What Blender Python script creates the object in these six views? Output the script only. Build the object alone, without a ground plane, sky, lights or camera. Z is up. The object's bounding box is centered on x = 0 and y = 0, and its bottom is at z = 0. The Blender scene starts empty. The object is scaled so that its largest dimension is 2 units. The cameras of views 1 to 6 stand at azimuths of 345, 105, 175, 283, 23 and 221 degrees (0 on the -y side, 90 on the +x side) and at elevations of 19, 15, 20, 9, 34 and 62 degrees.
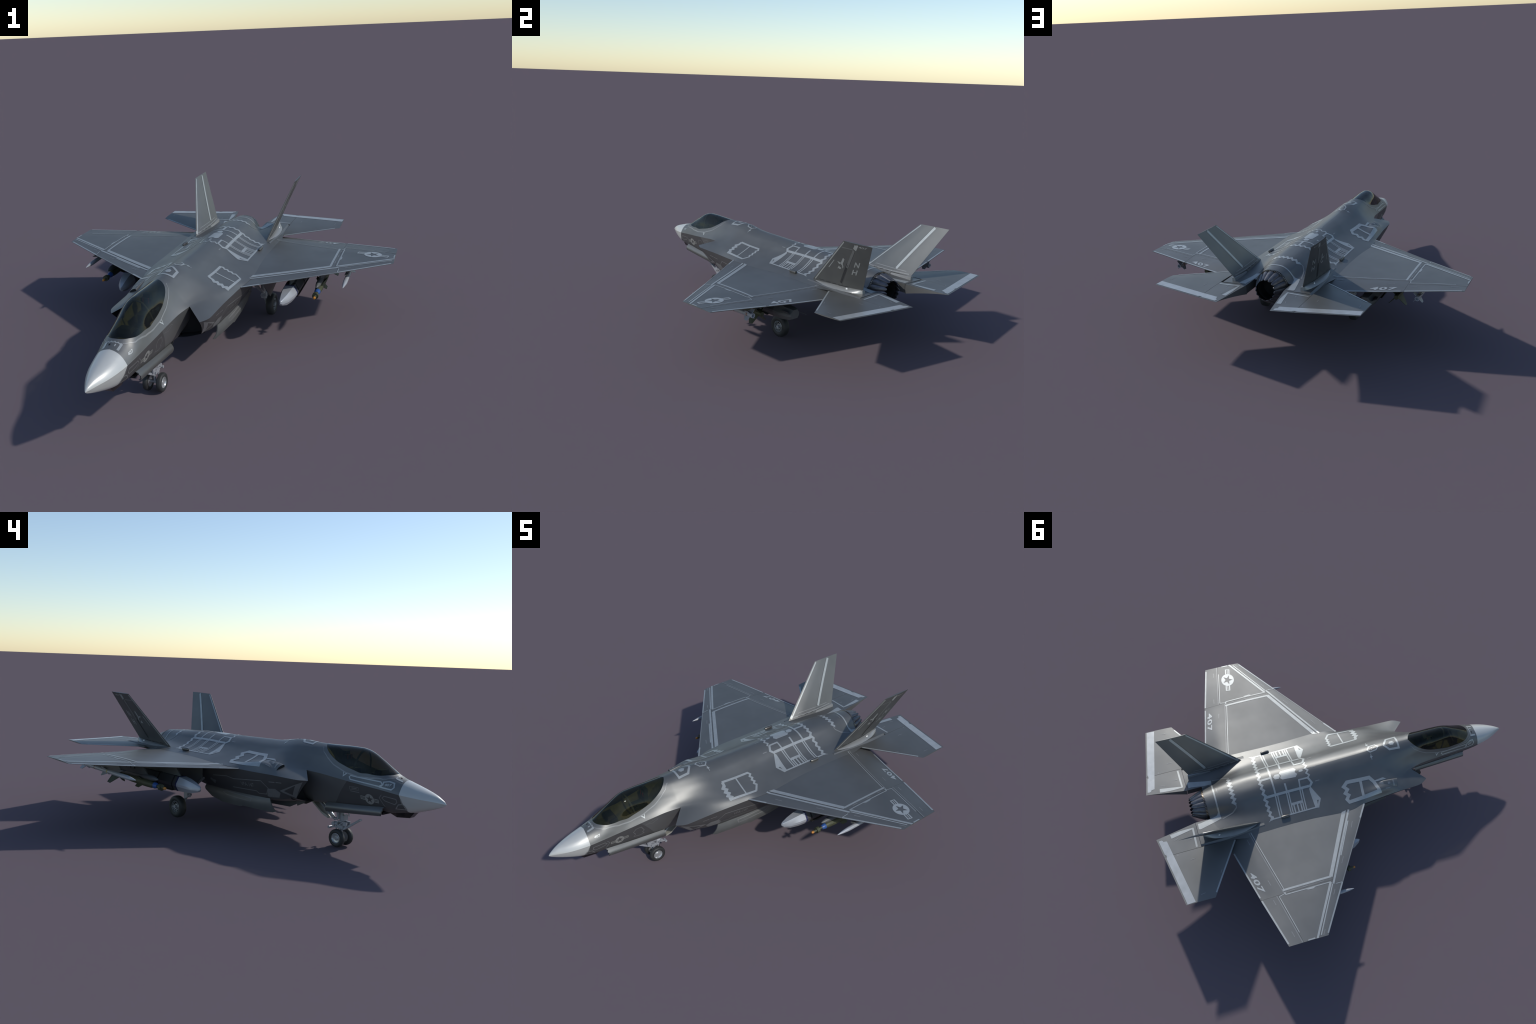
import bpy, bmesh, math, random
import numpy as np
from mathutils import Vector, Matrix
from mathutils.bvhtree import BVHTree

random.seed(7)
rng = np.random.default_rng(7)

# ------------------------------------------------------------------ frame
AX_X = Vector((0.84396561, -0.53631595, -0.00934056)).normalized()   # to port
AX_Z = (Vector((0, 0, 1)) - AX_X * AX_X.z).normalized()
AX_Y = AX_Z.cross(AX_X)                                               # to the tail
ROOT_M = Matrix((AX_X, AX_Y, AX_Z)).transposed().to_4x4()
ROOT_M.translation = AX_X * -0.1357

root = bpy.data.objects.new("fighter_jet", None)
bpy.context.scene.collection.objects.link(root)
root.matrix_world = ROOT_M
root["label"] = "grey twin-tailed stealth fighter jet on its landing gear"
root["category"] = "fighter jet"

# ------------------------------------------------------------------ materials
def principled(name):
    m = bpy.data.materials.new(name)
    m.use_nodes = True
    nt = m.node_tree
    return m, nt, nt.nodes["Principled BSDF"]

def mat_plain(name, col, rough=0.5, metal=0.0, var=0.08, scale=18.0, spec=0.5, coat=0.0, bump=0.0):
    """painted or bare surface: base colour with soft two-scale mottling"""
    m, nt, b = principled(name)
    tc = nt.nodes.new("ShaderNodeTexCoord")
    n1 = nt.nodes.new("ShaderNodeTexNoise"); n1.inputs["Scale"].default_value = scale
    n1.inputs["Detail"].default_value = 5
    nt.links.new(tc.outputs["Object"], n1.inputs["Vector"])
    r = nt.nodes.new("ShaderNodeValToRGB")
    lo = [c * (1 - var) for c in col]; hi = [min(1, c * (1 + var)) for c in col]
    r.color_ramp.elements[0].position = 0.3; r.color_ramp.elements[0].color = (*lo, 1)
    r.color_ramp.elements[1].position = 0.7; r.color_ramp.elements[1].color = (*hi, 1)
    nt.links.new(n1.outputs["Fac"], r.inputs["Fac"])
    nt.links.new(r.outputs["Color"], b.inputs["Base Color"])
    b.inputs["Roughness"].default_value = rough
    b.inputs["Metallic"].default_value = metal
    b.inputs["Specular IOR Level"].default_value = spec
    b.inputs["Coat Weight"].default_value = coat
    if bump:
        bm_ = nt.nodes.new("ShaderNodeBump"); bm_.inputs["Strength"].default_value = bump
        bm_.inputs["Distance"].default_value = 0.002
        nt.links.new(n1.outputs["Fac"], bm_.inputs["Height"])
        nt.links.new(bm_.outputs["Normal"], b.inputs["Normal"])
    return m

PAINT_R, PAINT_M = 0.45, 0.65
M_PAINT = mat_plain("grey_paint", (0.163, 0.165, 0.160), PAINT_R, PAINT_M, 0.07, 9)
M_WING = mat_plain("wing_grey_paint", (0.172, 0.174, 0.169), PAINT_R + .04, PAINT_M, 0.08, 7)
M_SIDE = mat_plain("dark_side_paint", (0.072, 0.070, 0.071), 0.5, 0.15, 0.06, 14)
M_LOWER = mat_plain("lower_grey_paint", (0.138, 0.140, 0.139), 0.45, 0.4, 0.06, 12)
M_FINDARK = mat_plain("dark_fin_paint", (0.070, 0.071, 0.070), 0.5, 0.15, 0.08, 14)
M_TAPE = mat_plain("pale_seam_tape", (0.405, 0.420, 0.410), 0.45, 0.55, 0.06, 40)
M_TAPEDIM = mat_plain("dim_seam_tape", (0.26, 0.264, 0.260), 0.46, 0.5, 0.06, 40)
M_TAPEDARK = mat_plain("dull_side_tape", (0.165, 0.165, 0.166), 0.5, 0.1, 0.06, 40)
M_SIDESTAR = mat_plain("side_star_paint", (0.27, 0.27, 0.255), 0.5, 0.2, 0.06, 40)
M_MARK = mat_plain("pale_marking_paint", (0.45, 0.465, 0.455), 0.46, 0.5, 0.05, 40)
M_RADOME = mat_plain("pale_radome", (0.50, 0.505, 0.485), 0.33, 0.22, 0.04, 10)
M_EDGE = mat_plain("pale_edge_coating", (0.42, 0.435, 0.435), 0.4, 0.4, 0.10, 25)
M_BLACK = mat_plain("black_interior", (0.006, 0.006, 0.007), 0.8, 0, 0.1)
M_EOTS = mat_plain("black_sensor_glass", (0.008, 0.007, 0.007), 0.12, 0, 0.1)
M_NOZ = mat_plain("dark_nozzle_metal", (0.13, 0.132, 0.145), 0.42, 0.7, 0.3, 40)
M_NOZRING = mat_plain("bronze_ring_metal", (0.20, 0.17, 0.13), 0.35, 0.9, 0.25, 60)
M_NOZIN = mat_plain("sooty_liner", (0.030, 0.029, 0.028), 0.8, 0.2, 0.3, 30)
M_TYRE = mat_plain("tyre_rubber", (0.022, 0.023, 0.024), 0.6, 0, 0.2, 30)
M_RIM = mat_plain("wheel_rim_metal", (0.42, 0.43, 0.44), 0.3, 0.6, 0.08, 50)
M_RIMDK = mat_plain("main_wheel_rim_metal", (0.30, 0.31, 0.32), 0.4, 0.5, 0.15, 50)
M_STRUT = mat_plain("gear_strut_paint", (0.33, 0.34, 0.37), 0.42, 0.25, 0.12, 60)
M_CHROME = mat_plain("chrome_rod", (0.7, 0.7, 0.72), 0.15, 1.0, 0.03, 40)
M_DOORIN = mat_plain("door_paint", (0.125, 0.130, 0.128), 0.45, 0.3, 0.10, 14)
M_DOORPALE = mat_plain("pale_door_lining", (0.34, 0.33, 0.29), 0.5, 0.1, 0.06, 14)
M_STORE = mat_plain("dark_store_grey", (0.060, 0.064, 0.067), 0.45, 0.2, 0.08, 20)
M_STOREP = mat_plain("pale_store_grey", (0.37, 0.385, 0.41), 0.35, 0.25, 0.06, 20)
M_MISSILE = mat_plain("missile_grey", (0.36, 0.375, 0.40), 0.4, 0.2, 0.05, 30)
M_OLIVE = mat_plain("olive_drab", (0.060, 0.066, 0.036), 0.55, 0.1, 0.12, 30)
M_BLUE = mat_plain("blue_band", (0.028, 0.085, 0.27), 0.4, 0, 0.05, 30)
M_NAVY = mat_plain("navy_band", (0.014, 0.018, 0.075), 0.4, 0, 0.05, 30)
M_ORANGE = mat_plain("amber_seeker_glass", (0.50, 0.20, 0.03), 0.2, 0, 0.08, 30)
M_YELLOW = mat_plain("yellow_band", (0.42, 0.34, 0.04), 0.4, 0, 0.05, 30)
M_BROWN = mat_plain("brown_band", (0.20, 0.08, 0.035), 0.4, 0, 0.05, 30)
M_PYLON = mat_plain("pylon_grey", (0.105, 0.112, 0.112), 0.5, 0.2, 0.10, 20)
M_SEAT = mat_plain("seat_fabric_green", (0.030, 0.040, 0.028), 0.85, 0, 0.2, 60)
M_COCKPIT = mat_plain("cockpit_sunglow_tint", (0.14, 0.125, 0.06), 0.7, 0, 0.2, 60)  # base olive brightened to paint in the yellow-green sun glow under the glass
M_PANEL = mat_plain("instrument_black", (0.014, 0.015, 0.014), 0.7, 0, 0.2, 60)
M_FRAME = mat_plain("canopy_bow_grey", (0.10, 0.10, 0.095), 0.5, 0, 0.1, 60)
M_RED = mat_plain("red_strap", (0.25, 0.045, 0.03), 0.6, 0, 0.1, 60)
M_DARKSEAM = mat_plain("dark_seam", (0.02, 0.02, 0.022), 0.7, 0, 0.1, 60)
M_FAIR = mat_plain("sun_lightened_fairing", (0.30, 0.305, 0.30), 0.42, 0.45, 0.06, 20)  # grey lightened to carry the sunlight caught by the flared fin root
M_POD = mat_plain("pod_metal", (0.14, 0.135, 0.125), 0.3, 0.7, 0.1, 60)
M_LAMP = mat_plain("white_lamp_lens", (0.75, 0.76, 0.74), 0.15, 0, 0.02, 60)

def mat_glass():
    m, nt, b = principled("smoked_canopy_glass")
    out = [n for n in nt.nodes if n.type == 'OUTPUT_MATERIAL'][0]
    tr = nt.nodes.new("ShaderNodeBsdfTransparent")
    tr.inputs["Color"].default_value = (0.50, 0.52, 0.38, 1)
    b.inputs["Base Color"].default_value = (0.010, 0.014, 0.015, 1)
    b.inputs["Roughness"].default_value = 0.04
    b.inputs["Specular IOR Level"].default_value = 0.6
    lw = nt.nodes.new("ShaderNodeLayerWeight"); lw.inputs["Blend"].default_value = 0.35
    mp = nt.nodes.new("ShaderNodeMapRange")
    mp.inputs[1].default_value = 0; mp.inputs[2].default_value = 1
    mp.inputs[3].default_value = 0.30; mp.inputs[4].default_value = 1.0
    nt.links.new(lw.outputs["Facing"], mp.inputs[0])
    mx = nt.nodes.new("ShaderNodeMixShader")
    nt.links.new(mp.outputs[0], mx.inputs[0])
    nt.links.new(tr.outputs[0], mx.inputs[1])
    nt.links.new(b.outputs[0], mx.inputs[2])
    nt.links.new(mx.outputs[0], out.inputs["Surface"])
    return m
M_GLASS = mat_glass()

# ------------------------------------------------------------------ mesh helpers
def add(name, verts, faces, mat, parent=root, angle=35, mats=None, fmat=None, merge=1e-5, flip_check=False):
    me = bpy.data.meshes.new(name)
    me.from_pydata([tuple(map(float, v)) for v in verts], [], faces)
    bm = bmesh.new(); bm.from_mesh(me)
    if fmat is not None:
        for f, i in zip(bm.faces, fmat): f.material_index = i
    if merge: bmesh.ops.remove_doubles(bm, verts=bm.verts, dist=merge)
    bmesh.ops.dissolve_degenerate(bm, dist=1e-6, edges=bm.edges)
    bmesh.ops.recalc_face_normals(bm, faces=bm.faces)
    bm.to_mesh(me); bm.free()
    for m in (mats or [mat]): me.materials.append(m)
    me.polygons.foreach_set("use_smooth", [True] * len(me.polygons))
    try: me.set_sharp_from_angle(angle=math.radians(angle))
    except Exception: pass
    o = bpy.data.objects.new(name, me)
    bpy.context.scene.collection.objects.link(o)
    o.parent = parent
    return o

def mirror(o, name=None):
    """starboard twin of a port part"""
    me = o.data.copy(); 
    bm = bmesh.new(); bm.from_mesh(me)
    for v in bm.verts: v.co.x *= -1
    bmesh.ops.reverse_faces(bm, faces=bm.faces)
    bm.to_mesh(me); bm.free()
    n = bpy.data.objects.new(name or o.name.split('.')[0], me)
    bpy.context.scene.collection.objects.link(n)
    return n

def grid_faces(nr, nc, off=0, close=False, flip=False):
    F = []
    for i in range(nr - 1):
        for j in range(nc if close else nc - 1):
            a = off + i * nc + j; b = off + i * nc + (j + 1) % nc
            c = b + nc; d = a + nc
            F.append((a, b, c, d) if not flip else (d, c, b, a))
    return F

def pchip(xs, ys, q):
    """monotone cubic interpolation; ys may have several columns"""
    xs = np.asarray(xs, float); ys = np.asarray(ys, float); q = np.atleast_1d(np.asarray(q, float))
    one = ys.ndim == 1
    if one: ys = ys[:, None]
    h = np.diff(xs)[:, None]; dl = np.diff(ys, axis=0) / h
    m = np.zeros_like(ys)
    for i in range(1, len(xs) - 1):
        w1 = 2 * h[i] + h[i - 1]; w2 = h[i] + 2 * h[i - 1]
        ok = dl[i - 1] * dl[i] > 0
        with np.errstate(divide='ignore', invalid='ignore'):
            m[i] = np.where(ok, (w1 + w2) / (w1 / dl[i - 1] + w2 / dl[i]), 0)
    m[0] = dl[0]; m[-1] = dl[-1]
    k = np.clip(np.searchsorted(xs, q, side='right') - 1, 0, len(xs) - 2)
    t = ((np.clip(q, xs[0], xs[-1]) - xs[k]) / (xs[k + 1] - xs[k]))[:, None]; hh = h[k]
    r = (ys[k] * (2*t**3 - 3*t**2 + 1) + m[k] * hh * (t**3 - 2*t**2 + t)
         + ys[k + 1] * (-2*t**3 + 3*t**2) + m[k + 1] * hh * (t**3 - t**2))
    return r[:, 0] if one else r

def catmull(P, n, sym_start=False):
    """centripetal-free Catmull-Rom through P, n samples per span"""
    P = np.asarray(P, float)
    first = P[1] * np.array([-1, 1]) if sym_start else 2 * P[0] - P[1]
    Q = np.vstack([first, P, 2 * P[-1] - P[-2]])
    out = []
    for i in range(1, len(Q) - 2):
        for t in np.linspace(0, 1, n, endpoint=False):
            p0, p1, p2, p3 = Q[i-1], Q[i], Q[i+1], Q[i+2]
            out.append(.5 * ((2*p1) + (-p0+p2)*t + (2*p0-5*p1+4*p2-p3)*t*t + (-p0+3*p1-3*p2+p3)*t**3))
    out.append(P[-1])
    return np.array(out)

def loft(rings, close=True, cap=True):
    n = len(rings[0]); V = [p for r in rings for p in r]
    F = grid_faces(len(rings), n, close=close)
    if cap:
        F.append(tuple(range(n))[::-1]); F.append(tuple(range((len(rings)-1)*n, len(rings)*n)))
    return V, F

def tube(p0, p1, r0, r1=None, n=14):
    p0 = Vector(p0); p1 = Vector(p1); r1 = r0 if r1 is None else r1
    d = (p1 - p0).normalized()
    a = d.orthogonal().normalized(); b = d.cross(a)
    rr = [[p + (a * math.cos(t) + b * math.sin(t)) * r for t in np.linspace(0, 2*math.pi, n, endpoint=False)]
          for p, r in ((p0, r0), (p1, r1))]
    return loft(rr)

def revolve(profile, axis='y', c=(0, 0, 0), n=28, cap=True):
    """profile: list of (along, radius)"""
    rings = []
    for s, r in profile:
        ring = []
        for t in np.linspace(0, 2*math.pi, n, endpoint=False):
            u, w = r * math.cos(t), r * math.sin(t)
            ring.append((c[0]+u, c[1]+s, c[2]+w) if axis == 'y' else (c[0]+s, c[1]+u, c[2]+w))
        rings.append(ring)
    return loft(rings, cap=cap)

def box(c, s, taper=1.0):
    x, y, z = c; a, b, h = [k / 2 for k in s]
    V = [(x+i*a*(taper if k < 0 else 1), y+j*b*(taper if k < 0 else 1), z+k*h) for k in (-1, 1) for i, j in ((-1,-1),(1,-1),(1,1),(-1,1))]
    return V, [(3,2,1,0),(4,5,6,7),(0,1,5,4),(1,2,6,5),(2,3,7,6),(3,0,4,7)]

def join(*parts):
    V, F = [], []
    for v, f in parts:
        o = len(V); V += list(v); F += [tuple(i + o for i in t) for t in f]
    return V, F

def plate(poly, n, t):
    """flat polygon given in 3D, thickness t along n"""
    n = Vector(n).normalized() * (t / 2); k = len(poly)
    V = [Vector(p) + n for p in poly] + [Vector(p) - n for p in poly]
    F = [tuple(range(k)), tuple(range(2*k-1, k-1, -1))] + [(i, k+i, k+(i+1) % k, (i+1) % k) for i in range(k)]
    return V, F

# ------------------------------------------------------------------ fuselage sections
TOP = [(-1.269,.2836),(-1.262,.2925),(-1.25,.3005),(-1.229,.312),(-1.183,.3275),(-1.14,.3395),(-1.092,.3525),(-1.06,.362),(-1.038,.3715),(-1.012,.388),
       (-.979,.409),(-.945,.429),(-.915,.4445),(-.894,.4525),(-.871,.459),(-.847,.4625),(-.809,.463),(-.726,.4605),(-.683,.459),
       (-.64,.4580),(-.597,.4585),(-.543,.4615),(-.5,.4625),(-.47,.4605),(-.404,.447),(-.371,.4435),(-.242,.439),(-.105,.435),(.065,.432),(.194,.4295),
       (.258,.426),(.38,.419),(.46,.4125),(.525,.4065)]
# forebody: half-width and height of the chine, keel height
NOSE = [(-1.269,.0006,.2832,.2828),(-1.262,.006,.2845,.276),(-1.25,.0130,.2865,.2690),(-1.229,.0245,.2892,.2595),(-1.183,.0460,.2930,.2420),(-1.14,.0595,.2965,.2275),
        (-1.092,.0690,.2997,.2165),(-1.045,.0765,.3050,.2085),(-1.02,.0798,.3080,.2070),(-.94,.0858,.3143,.2040),(-.88,.0908,.3192,.2035),
        (-.82,.0950,.3245,.2015),(-.77,.1000,.3295,.2000),(-.72,.1070,.3355,.1970),(-.64,.1280,.3440,.1900)]
# upper skin between centre line and chine: four points as (x fraction of chine, z fraction of crown)
UPF = [(-1.269,.32,.93,.58,.76,.78,.50,.92,.22),(-1.092,.32,.93,.58,.76,.78,.50,.92,.22),
       (-1.02,.30,.92,.54,.77,.73,.57,.89,.30),(-.94,.33,.895,.58,.695,.74,.45,.88,.20),
       (-.88,.33,.93,.57,.70,.70,.43,.84,.20),(-.82,.33,.92,.57,.69,.71,.41,.85,.185),
       (-.72,.31,.91,.52,.68,.68,.41,.83,.19),(-.64,.297,.885,.516,.62,.688,.34,.836,.14)]
# hinge line of the nose-gear doors, used as the lower corner of the forebody side
KEEL = [(-1.269,.0003,.2830),(-1.229,.016,.268),(-1.183,.031,.255),(-1.14,.042,.246),(-1.092,.050,.241),(-1.02,.0575,.2375),(-.9,.0605,.224),(-.72,.0635,.207),(-.64,.066,.199)]

NS = 7
def fore_upper(y):
    zt = pchip(*zip(*TOP), y)[0]
    xc, zc, zb = pchip([r[0] for r in NOSE], [r[1:] for r in NOSE], y)[0]
    f = pchip([r[0] for r in UPF], [r[1:] for r in UPF], y)[0]
    P = [(0, zt)] + [(f[i]*xc, zc + f[i+1]*(zt-zc)) for i in (0, 2, 4, 6)] + [(xc, zc)]
    return catmull(P, 14, True)
def fore_lower(y):
    xc, zc, zb = pchip([r[0] for r in NOSE], [r[1:] for r in NOSE], y)[0]
    kx, kz = pchip([r[0] for r in KEEL], [r[1:] for r in KEEL], y)[0]
    kx = min(kx, xc); 
    P = [(xc, zc), (xc+(kx-xc)*.5+.003*xc/.09, zc+(kz-zc)*.5), (kx, kz), (kx*.62, zb+(kz-zb)*.22), (0, zb)]
    return catmull(P, NS)

def resample(C, ts):
    s = np.concatenate([[0], np.cumsum(np.linalg.norm(np.diff(C, axis=0), axis=1))])
    s /= max(s[-1], 1e-9)
    return np.column_stack([np.interp(ts, s, C[:, k]) for k in (0, 1)])
def s_of_x(C, x):
    s = np.concatenate([[0], np.cumsum(np.linalg.norm(np.diff(C, axis=0), axis=1))]); s /= max(s[-1], 1e-9)
    return float(np.interp(x, np.maximum.accumulate(C[:, 0]), s))

# canopy glass outline in plan: half-width along the length
GLASS_Y0, GLASS_Y1 = -1.036, -.651
GLASS = [(-1.269,.0005),(-1.06,.0005),(-1.036,.001),(-1.0345,.012),(-1.031,.023),(-1.024,.034),(-1.014,.044),(-1.003,.052),(-.985,.0590),(-.94,.0650),(-.882,.0690),(-.83,.0690),(-.776,.0668),(-.74,.0622),
         (-.715,.0570),(-.695,.0500),(-.680,.0410),(-.668,.0290),(-.658,.0150),(-.651,.001),(-.64,.001)]
NG, NU = 14, 26
RADOME_Y, DARK_Y = -1.091, -.842
fy = sorted(set(list(np.round(np.concatenate([np.linspace(-1.269,-1.245,7), np.linspace(-1.24,-1.06,24), np.linspace(-1.05,-.64,70),
     np.array([RADOME_Y,DARK_Y,GLASS_Y0,-1.0345,-1.0328,-1.031,-1.0275,-1.024,-1.019,-1.014,-1.008,-1.003,-.658,-.6545,GLASS_Y1])]), 5))))
def remap(y, t, yb, reach, d):
    """slides the row near yb by d*t, fading out over +-reach"""
    k = max(0, 1 - abs(y - yb)/reach)
    return y + d*t*k
def fore_row(y):
    C = fore_upper(y)
    xg = pchip(*zip(*GLASS), y)[0]
    g = s_of_x(C, min(xg, C[-1, 0]*.8))
    ts = np.concatenate([np.linspace(0, g, NG, endpoint=False), np.linspace(g, 1, NU)])
    U, L = resample(C, ts), fore_lower(y)
    YU, YL = np.full(len(U), y), np.full(len(L), y)
    if abs(y-RADOME_Y) < .06 or abs(y-DARK_Y) < .155:
        for j in range(len(L)):
            t = min(1, j/(len(L)-1)*1.35)
            q = remap(remap(y, t, RADOME_Y, .06, -.034), t, DARK_Y, .155, .115)
            if abs(q-y) > 1e-5: YL[j] = q; L[j] = fore_lower(q)[j]
        if abs(y-RADOME_Y) < .06:
            for j in range(len(U)):
                t = (1-j/(len(U)-1))
                q = remap(y, t**2, RADOME_Y, .03, .011)
                if abs(q-y) > 1e-5:
                    YU[j] = q; C2 = fore_upper(q); U[j] = resample(C2, [ts[j]])[0]
    return np.column_stack([U, YU]), np.column_stack([L, YL])
rows_u, rows_l = zip(*[fore_row(y) for y in fy])

V, F, FM = [], [], []     # skin
GV, GF = [], []           # glass
NCU = NG + NU
RV, RF = [], []           # radome
def emit(y0, y1, A, B, glassy, mat, col=lambda j: 0):
    for sgn in (1, -1):
        for j in range(len(A) - 1):
            q = [(sgn*p[0], p[2], p[1]) for p in (A[j], A[j+1], B[j+1], B[j])]
            if sgn < 0: q = q[::-1]
            if mat < 0:
                o = len(RV); RV.extend(q); RF.append((o, o+1, o+2, o+3))
            elif glassy and j < NG:
                o = len(GV); GV.extend(q); GF.append((o, o+1, o+2, o+3))
            else:
                o = len(V); V.extend(q); F.append((o, o+1, o+2, o+3)); FM.append(mat)
for i in range(len(fy) - 1):
    y0, y1 = fy[i], fy[i+1]
    ym = (y0 + y1) / 2
    glassy = GLASS_Y0 - 1e-6 < ym < GLASS_Y1 + 1e-6
    nose = ym < RADOME_Y
    emit(y0, y1, rows_u[i], rows_u[i+1], glassy, -1 if nose else 0)
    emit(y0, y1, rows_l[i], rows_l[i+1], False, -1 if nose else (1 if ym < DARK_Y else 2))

# ---- centre and aft body: rows of (y, upper points x,z ...  C, E, S, B, keel)
MAIN = [
 (-.64, .0380,.4449,.0660,.4147,.0881,.3828,.1070,.3600,.128,.344,  .198,.312, .164,.214, .100,.197, .190),
 (-.60, .040,.4450,.070,.4160,.095,.3855,.118,.3615,.145,.344,  .224,.311, .168,.208, .110,.192, .187),
 (-.56, .0425,.446,.074,.417,.101,.388,.130,.363,.163,.344,  .2265,.311,.172,.200, .120,.187, .183),
 (-.50, .045,.446,.080,.418,.112,.390,.150,.364,.190,.341,  .230,.311, .178,.193, .130,.178, .174),
 (-.42, .050,.431,.090,.404,.131,.380,.175,.357,.212,.336,  .236,.311, .187,.190, .135,.172, .167),
 (-.33, .050,.4255,.088,.400,.124,.377,.175,.353,.220,.333,  .244,.312, .196,.189, .140,.168, .164),
 (-.25, .050,.4240,.085,.401,.118,.3795,.170,.354,.226,.331, .262,.319, .200,.189, .140,.168, .164),
 (-.07, .036,.4265,.071,.4095,.105,.386,.157,.362,.205,.346,  .275,.3215, .202,.192, .140,.170, .166),
 (.10,  .040,.4265,.072,.4115,.100,.393,.150,.364,.203,.3455, .280,.3245, .195,.215, .135,.185, .178),
 (.22,  .040,.4245,.073,.409,.100,.388,.150,.360,.203,.3455, .280,.3265, .180,.235, .120,.203, .194),
 (.34,  .038,.4185,.068,.407,.098,.386,.140,.360,.203,.346, .268,.329, .155,.255, .100,.217, .208),
 (.44,  .036,.4100,.066,.392,.092,.366,.120,.352,.195,.345, .252,.335, .120,.275, .080,.228, .220),
 (.525, .036,.400,.065,.378,.0855,.345,.105,.3435,.185,.343,.247,.335, .088,.300, .062,.256, .231)]
my = np.concatenate([np.linspace(-.64,-.50,26), np.linspace(-.49,.525,88)])
tab = pchip([r[0] for r in MAIN], [r[1:] for r in MAIN], my)
topz = pchip(*zip(*TOP), my)
def soften(a, y, sig):
    """Gaussian smoothing along the body, fading to none at the two ends"""
    a = a if a.ndim > 1 else a[:, None]
    yy = np.concatenate([2*y[0]-y[::-1][:-1], y, 2*y[-1]-y[::-1][1:]]); aa = np.vstack([2*a[0]-a[::-1][:-1], a, 2*a[-1]-a[::-1][1:]])
    q = np.linspace(yy[0], yy[-1], 900); A = np.column_stack([np.interp(q, yy, aa[:, k]) for k in range(aa.shape[1])])
    w = np.exp(-((q[None, :]-y[:, None])/sig)**2/2); w /= w.sum(1, keepdims=True)
    return w @ A
tab0 = tab.copy()
tab = soften(tab, my, .030); tab[:, 10:] = soften(tab0[:, 10:], my, .007)
topz = soften(topz, my, .020)[:, 0]
keep = np.exp(-(my + .64)/.035)[:, None]; tab = tab*(1-keep) + tab0*keep
topz = topz*(1-keep[:, 0]) + pchip(*zip(*TOP), my)*keep[:, 0]
LIP = dict(E=-.072, S=.020, B=.006)
NC2, NE, NSD, NB = 7, 8, 12, 8
def smooth01(t): t = min(max(t, 0), 1); return t*t*(3-2*t)
main_rows = []
for y, r, zt in zip(my, tab, topz):
    U = [(0, zt)] + [(r[2*k], r[2*k+1]) for k in range(5)]
    E, S, B, K = (r[10], r[11]), (r[12], r[13]), (r[14], r[15]), (0, r[16])
    cu = catmull(U + [E], 14, True)
    nU = 14*5
    k = smooth01((y + .64) / .13)
    up = cu[:nU+1]*k + catmull(U, 14, True)*(1-k)
    ts = np.linspace(0, 1, NCU)
    if abs(y + .64) < 1e-6: upr = rows_u[-1][:, :2]
    else: 
        g = s_of_x(up, .001)
        upr = resample(up, np.concatenate([np.linspace(0, g, NG, endpoint=False), np.linspace(g, 1, NU)]))
    ce = cu[nU:]; ce = resample(ce, np.linspace(0, 1, NE))
    if abs(y+.64) < 1e-6: ce = np.linspace(U[-1], E, NE)
    w = 1 - smooth01((y + .64) / .14)
    es = np.array([np.array(E) + (np.array(S) - np.array(E)) * t for t in np.linspace(0, 1, NSD)])
    bulge = .006 * np.sin(np.pi * np.linspace(0, 1, NSD)); es[:, 0] += bulge
    sb = resample(catmull([S, B, K], 10), np.linspace(0, 1, 2*NB))
    pts = [(p[0], y, p[1]) for p in upr]
    pts += [(p[0], y + w*LIP['E']*t, p[1]) for p, t in zip(ce[1:], np.linspace(0, 1, NE)[1:])]
    pts += [(p[0], y + w*(LIP['E'] + (LIP['S']-LIP['E'])*t), p[1]) for p, t in zip(es[1:], np.linspace(0, 1, NSD)[1:])]
    pts += [(p[0], y + w*LIP['S']*(1-t), p[1]) for p, t in zip(sb[1:], np.linspace(0, 1, 2*NB)[1:])]
    main_rows.append(pts)
kE = NCU - 1 + NE - 1; kS = kE + NSD - 1
for i in range(len(main_rows) - 1):
    A, B = main_rows[i], main_rows[i+1]
    for sgn in (1, -1):
        for j in range(len(A) - 1):
            q = [(sgn*p[0], p[1], p[2]) for p in (A[j], A[j+1], B[j+1], B[j])]
            if sgn < 0:
                # the gun housing swells the starboard shoulder
                if j < kE: q = [(x, y, z + .0150*smooth01((.2345+x)/.022)*math.exp(-((-x-.206)/.026)**2 - ((y+.44)/.09)**2)) for x, y, z in q]
                q = q[::-1]
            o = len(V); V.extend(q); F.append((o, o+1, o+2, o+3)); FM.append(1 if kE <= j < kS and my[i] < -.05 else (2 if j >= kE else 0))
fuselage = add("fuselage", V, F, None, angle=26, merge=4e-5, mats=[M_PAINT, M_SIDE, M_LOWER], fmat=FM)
radome = add("radome", RV, RF, M_RADOME, fuselage, angle=30, merge=4e-5)
canopy = add("canopy", GV, GF, M_GLASS, fuselage, angle=60, merge=4e-5)

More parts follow.
